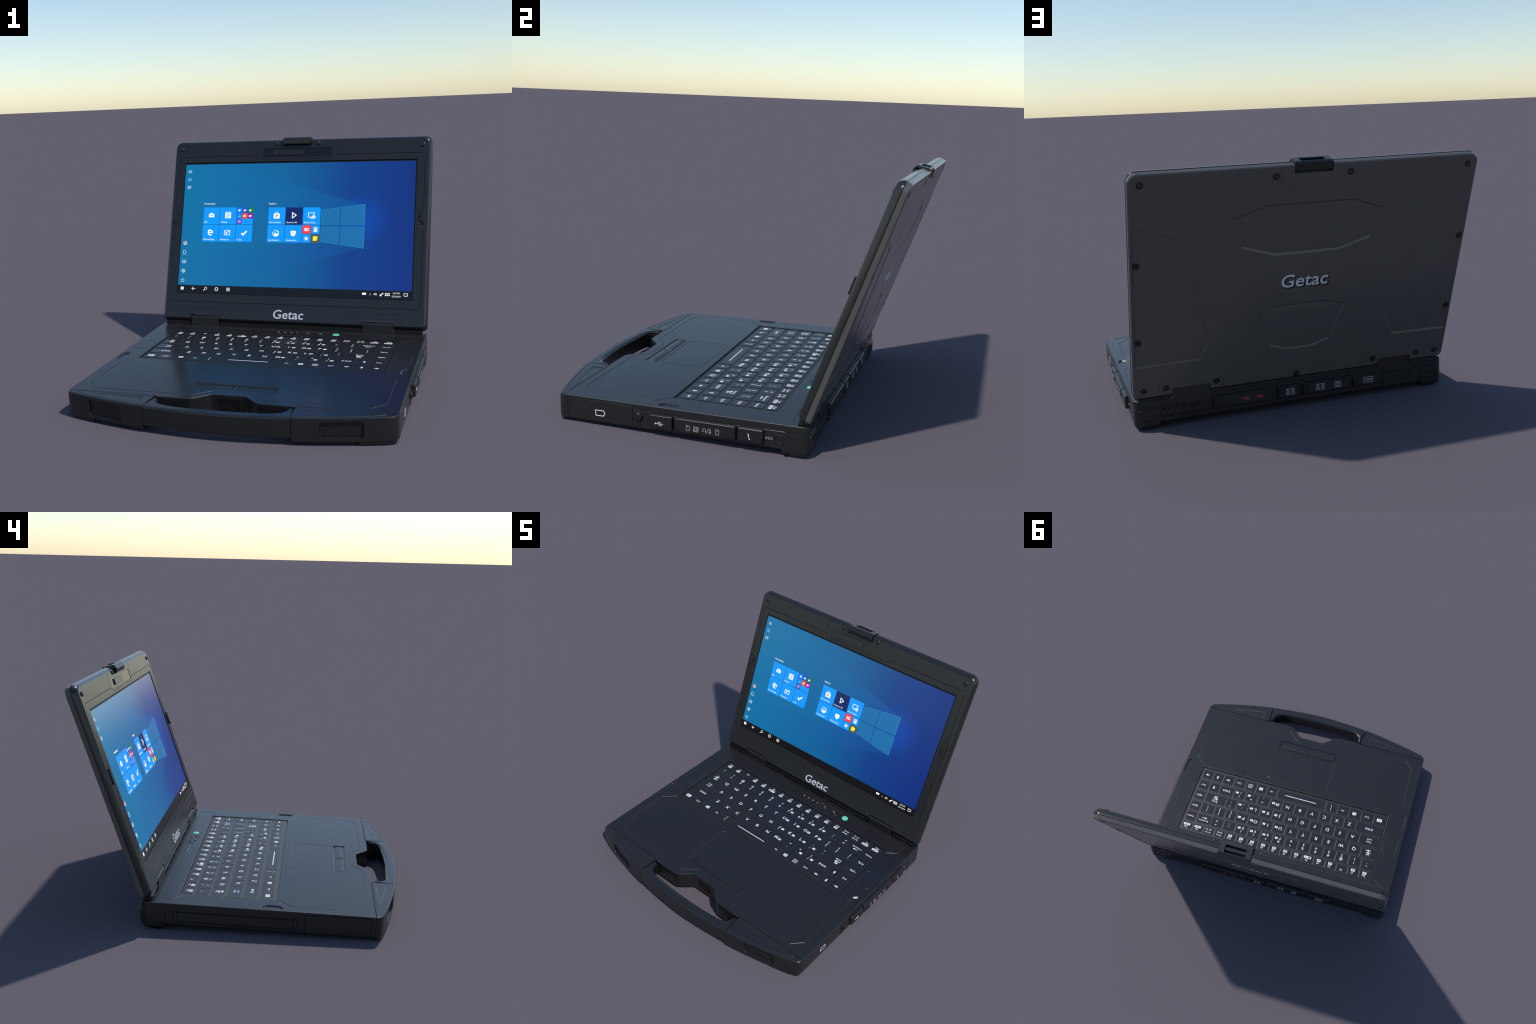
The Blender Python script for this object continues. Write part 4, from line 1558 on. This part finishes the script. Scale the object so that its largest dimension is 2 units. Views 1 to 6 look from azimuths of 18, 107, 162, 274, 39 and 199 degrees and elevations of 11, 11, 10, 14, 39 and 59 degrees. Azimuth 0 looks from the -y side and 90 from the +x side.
def i_remote(b, x, v):
    b.box(x - 0.003, v + 0.004, 0.042, 0.030, 0.0045)
    b.stroke([(x - 0.010, v - 0.018), (x + 0.002, v - 0.018)], 0.0045)
    b.disc(x + 0.014, v - 0.010, 0.0135).ring(x + 0.014, v - 0.010, 0.010, 0.002, 1, 1.5)
    b.stroke([(x + 0.010, v - 0.010), (x + 0.013, v - 0.013), (x + 0.018, v - 0.006)], 0.0022, 1, 1.5)


def i_snip(b, x, v):
    b.ring(x, v, 0.0215, 0.0045, a0=150, a1=420, n=26)
    b.poly([(x - 0.017, v - 0.014), (x - 0.006, v + 0.002), (x + 0.000, v - 0.005), (x + 0.008, v + 0.004), (x + 0.018, v - 0.010), (x + 0.008, v - 0.019), (x - 0.008, v - 0.019)])
    b.disc(x - 0.006, v + 0.008, 0.0035)
    b.stroke([(x - 0.012, v + 0.022), (x + 0.004, v + 0.020), (x + 0.018, v + 0.008)], 0.004)


def i_shield(b, x, v):
    b.poly([(x - 0.020, v + 0.015), (x, v + 0.021), (x + 0.020, v + 0.015), (x + 0.019, v - 0.003), (x + 0.011, v - 0.016), (x, v - 0.023), (x - 0.011, v - 0.016), (x - 0.019, v - 0.003)])
    b.stroke([(x, v + 0.020), (x, v - 0.022)], 0.0018, 1, 1.5).stroke([(x - 0.019, v), (x + 0.019, v)], 0.0018, 1, 1.5)


for fn, gx, i, j in ((i_mail, AX, 0, 0), (i_calendar, AX, 1, 0), (i_edge, AX, 0, 1), (i_board, AX, 1, 1), (i_todo, AX, 2, 1), (i_store, BX, 0, 0), (i_play, BX, 1, 0), (i_remote, BX, 2, 0), (i_snip, BX, 0, 1), (i_shield, BX, 1, 1)):
    icon(fn, gx, i, j)
# tiny pictograms of the folder and of the quarter tiles
b = glow_art()
b.lift = 0.0005
TINT = [G_WHITE, glow('glow_cyan', (70, 210, 245)), glow('glow_sky', (90, 170, 250)), glow('glow_leaf', (70, 200, 130)), glow('glow_peach', (255, 190, 160)), glow('glow_pink', (235, 150, 255)), glow('glow_lilac', (170, 175, 250)), GM['yellow'], GM['grey'], GM['red'], G_TILE]
for (i, j, k), m in zip(folder, (1, 2, 3, 1, 4, 5, 6)):
    x, v = fx + (i + 0.5) * third, fv - (j + 0.5) * third
    if k == 'cloud':
        b.rect(x, v - 0.003, 0.022, 0.008, 0.003, m)
        continue
    b.rect(x - 0.004, v - 0.001, 0.013, 0.013, 0.002, 0 if k != 'team' else 6)
    if k in ('slides', 'team'):
        b.ring(x + 0.002, v, 0.008, 0.004, m, 1.3, -90, 110, 10)
    else:
        b.poly([(x + 0.004, v + 0.008), (x + 0.013, v + 0.008), (x + 0.010, v - 0.006), (x + 0.004, v - 0.006)], m, 1.3)
x, v = qx + half / 2, qv - half / 2
b.rect(x, v, 0.030, 0.022, 0.003).rect(x - 0.004, v, 0.004, 0.014, 0, 9, 1.5).rect(x + 0.006, v, 0.008, 0.010, 0, 9, 1.5)
x += half + 0.0043
b.rect(x, v, 0.025, 0.034, 0.002).rect(x, v + 0.0095, 0.017, 0.006, 0, 10, 1.5)
for r in range(3):
    for c in range(3):
        b.rect(x - 0.006 + c * 0.006, v - 0.001 - r * 0.005, 0.003, 0.003, 0, 10, 1.5)
x, v = qx + half / 2, qv - half * 1.5 - 0.0043
b.disc(x, v, 0.0095)
for k in range(8):
    t = k * math.pi / 4
    b.stroke([(x + 0.0125 * math.cos(t), v + 0.0125 * math.sin(t)), (x + 0.0175 * math.cos(t), v + 0.0175 * math.sin(t))], 0.0026)
x += half + 0.0043
b.poly([(x - 0.016, v - 0.016), (x + 0.006, v - 0.016), (x + 0.006, v - 0.006), (x + 0.016, v - 0.006), (x + 0.016, v + 0.016), (x - 0.016, v + 0.016)], 7)
b.poly([(x + 0.008, v - 0.016), (x + 0.016, v - 0.008), (x + 0.008, v - 0.008)], 7)
b.make('tile_symbol', display, TINT, at=ON)

# left rail pictograms
b = glow_art()
b.lift = 0.0005
x = -0.8030
for k in (-1, 0, 1):
    b.rect(x, 1.3068 + k * 0.0072, 0.026, 0.0030)
v = 1.2492
b.box(x, v, 0.026, 0.021, 0.0024, 1).rect(x - 0.006, v + 0.003, 0.008, 0.006, 0, 1).rect(x + 0.006, v + 0.003, 0.008, 0.006, 0, 1).rect(x, v - 0.006, 0.020, 0.004, 0, 1)
v = 1.1893
for k in (-1, 0, 1):
    b.rect(x - 0.010, v + k * 0.0085, 0.0065, 0.0065).rect(x + 0.006 - (k == -1) * 0.002, v + k * 0.0085, 0.019 - (k == -1) * 0.005, 0.0040)
b.rect(-0.8355, 1.2492, 0.0040, 0.062, 0, 2)
x, v = -0.8050, 0.7777
b.disc(x, v, 0.0145, 3).disc(x + 0.001, v - 0.002, 0.0085, 4, 1.4).rect(x - 0.002, v + 0.008, 0.016, 0.006, 0.002, 5, 1.6)
v = 0.7097
b.stroke([(x - 0.010, v - 0.013), (x + 0.010, v - 0.013), (x + 0.010, v + 0.006), (x + 0.003, v + 0.013), (x - 0.010, v + 0.013)], 0.0030, closed=True)
v = 0.6418
b.box(x, v, 0.027, 0.020, 0.0032).stroke([(x - 0.010, v - 0.006), (x - 0.002, v + 0.002), (x + 0.010, v - 0.007)], 0.0030).disc(x + 0.006, v + 0.004, 0.002)
v = 0.5741
b.ring(x, v, 0.0120, 0.0045, n=10).ring(x, v, 0.0050, 0.0030, n=12)
v = 0.5053
b.ring(x, v, 0.0110, 0.0030, a0=115, a1=425, n=18).stroke([(x, v), (x, v + 0.014)], 0.0030)
b.make('side_rail_symbol', display, [G_PALE, glow('glow_rail_teal', (90, 190, 230)), glow('glow_rail_mark', (24, 130, 255)), glow('glow_avatar_hair', (214, 220, 228)), glow('glow_avatar_skin', (196, 140, 116)), glow('glow_avatar_cap', (176, 62, 70))], at=ON)

# taskbar
a = glow_art()
a.poly(rect(SX0, SV0, SX1, 0.4722))
bar = a.make('taskbar', display, [G_BAR], at=ON)
b = glow_art()
b.lift = 0.0005
v = 0.4478
b.rect(-0.6275, 0.4440, 0.0690, 0.0560, 0, 2, 0.9)
g_ = 0.0012
for sx_ in (-1, 1):
    for sv in (-1, 1):
        x0 = -0.8045 + (g_ if sx_ > 0 else -0.0115)
        b.rect(x0 + 0.0052, v + sv * (0.0052 + g_ / 2), 0.0104, 0.0104)
b.stroke([(-0.7030, v), (-0.7290, v)], 0.0032).stroke([(-0.7180, v + 0.0115), (-0.7300, v), (-0.7180, v - 0.0115)], 0.0032)
b.ring(-0.6235, v + 0.0035, 0.0085, 0.0030, mat=0, level=1.2).stroke([(-0.6300, v - 0.0030), (-0.6415, v - 0.0140)], 0.0036, 0, 1.2)
b.ring(-0.5415, v, 0.0110, 0.0045)
b.box(-0.4565, v, 0.016, 0.009, 0.0028).rect(-0.4565, v + 0.0105, 0.016, 0.0030).rect(-0.4565, v - 0.0105, 0.016, 0.0030).stroke([(-0.4430, v + 0.012), (-0.4430, v - 0.012)], 0.0030)
b.rect(0.5175, 0.4480, 0.0270, 0.0140, 0.002)
b.stroke([(0.5530, 0.4400), (0.5590, 0.4510), (0.5650, 0.4400)], 0.0030, 1)
b.poly([(0.5830, 0.4440), (0.5880, 0.4440), (0.5940, 0.4380), (0.5940, 0.4570), (0.5880, 0.4510), (0.5830, 0.4510)])
b.ring(0.5920, 0.4475, 0.0100, 0.0022, a0=-45, a1=45, n=8)
b.stroke([(0.6260, 0.4370), (0.6430, 0.4580)], 0.0040).ring(0.6290, 0.4410, 0.0055, 0.0030, n=12).disc(0.6440, 0.4520, 0.0040)
b.box(0.6735, 0.4475, 0.0280, 0.0160, 0.0032)
for k in range(4):
    b.rect(0.6645 + k * 0.006, 0.4500, 0.0035, 0.0030)
b.rect(0.6735, 0.4435, 0.0150, 0.0024)
b.text('2:33 PM', 0.7325, 0.4570, 0.0108, sx=0.92).text('5/21/2019', 0.7325, 0.4355, 0.0108, sx=0.92)
b.stroke([(0.7835, 0.4570), (0.7835, 0.4410), (0.7915, 0.4410), (0.7955, 0.4370), (0.7995, 0.4410), (0.8075, 0.4410), (0.8075, 0.4570)], 0.0032, closed=True)
b.make('taskbar_symbol', display, [G_WHITE, glow('glow_dim', (150, 155, 160)), G_BARHI], at=ON)
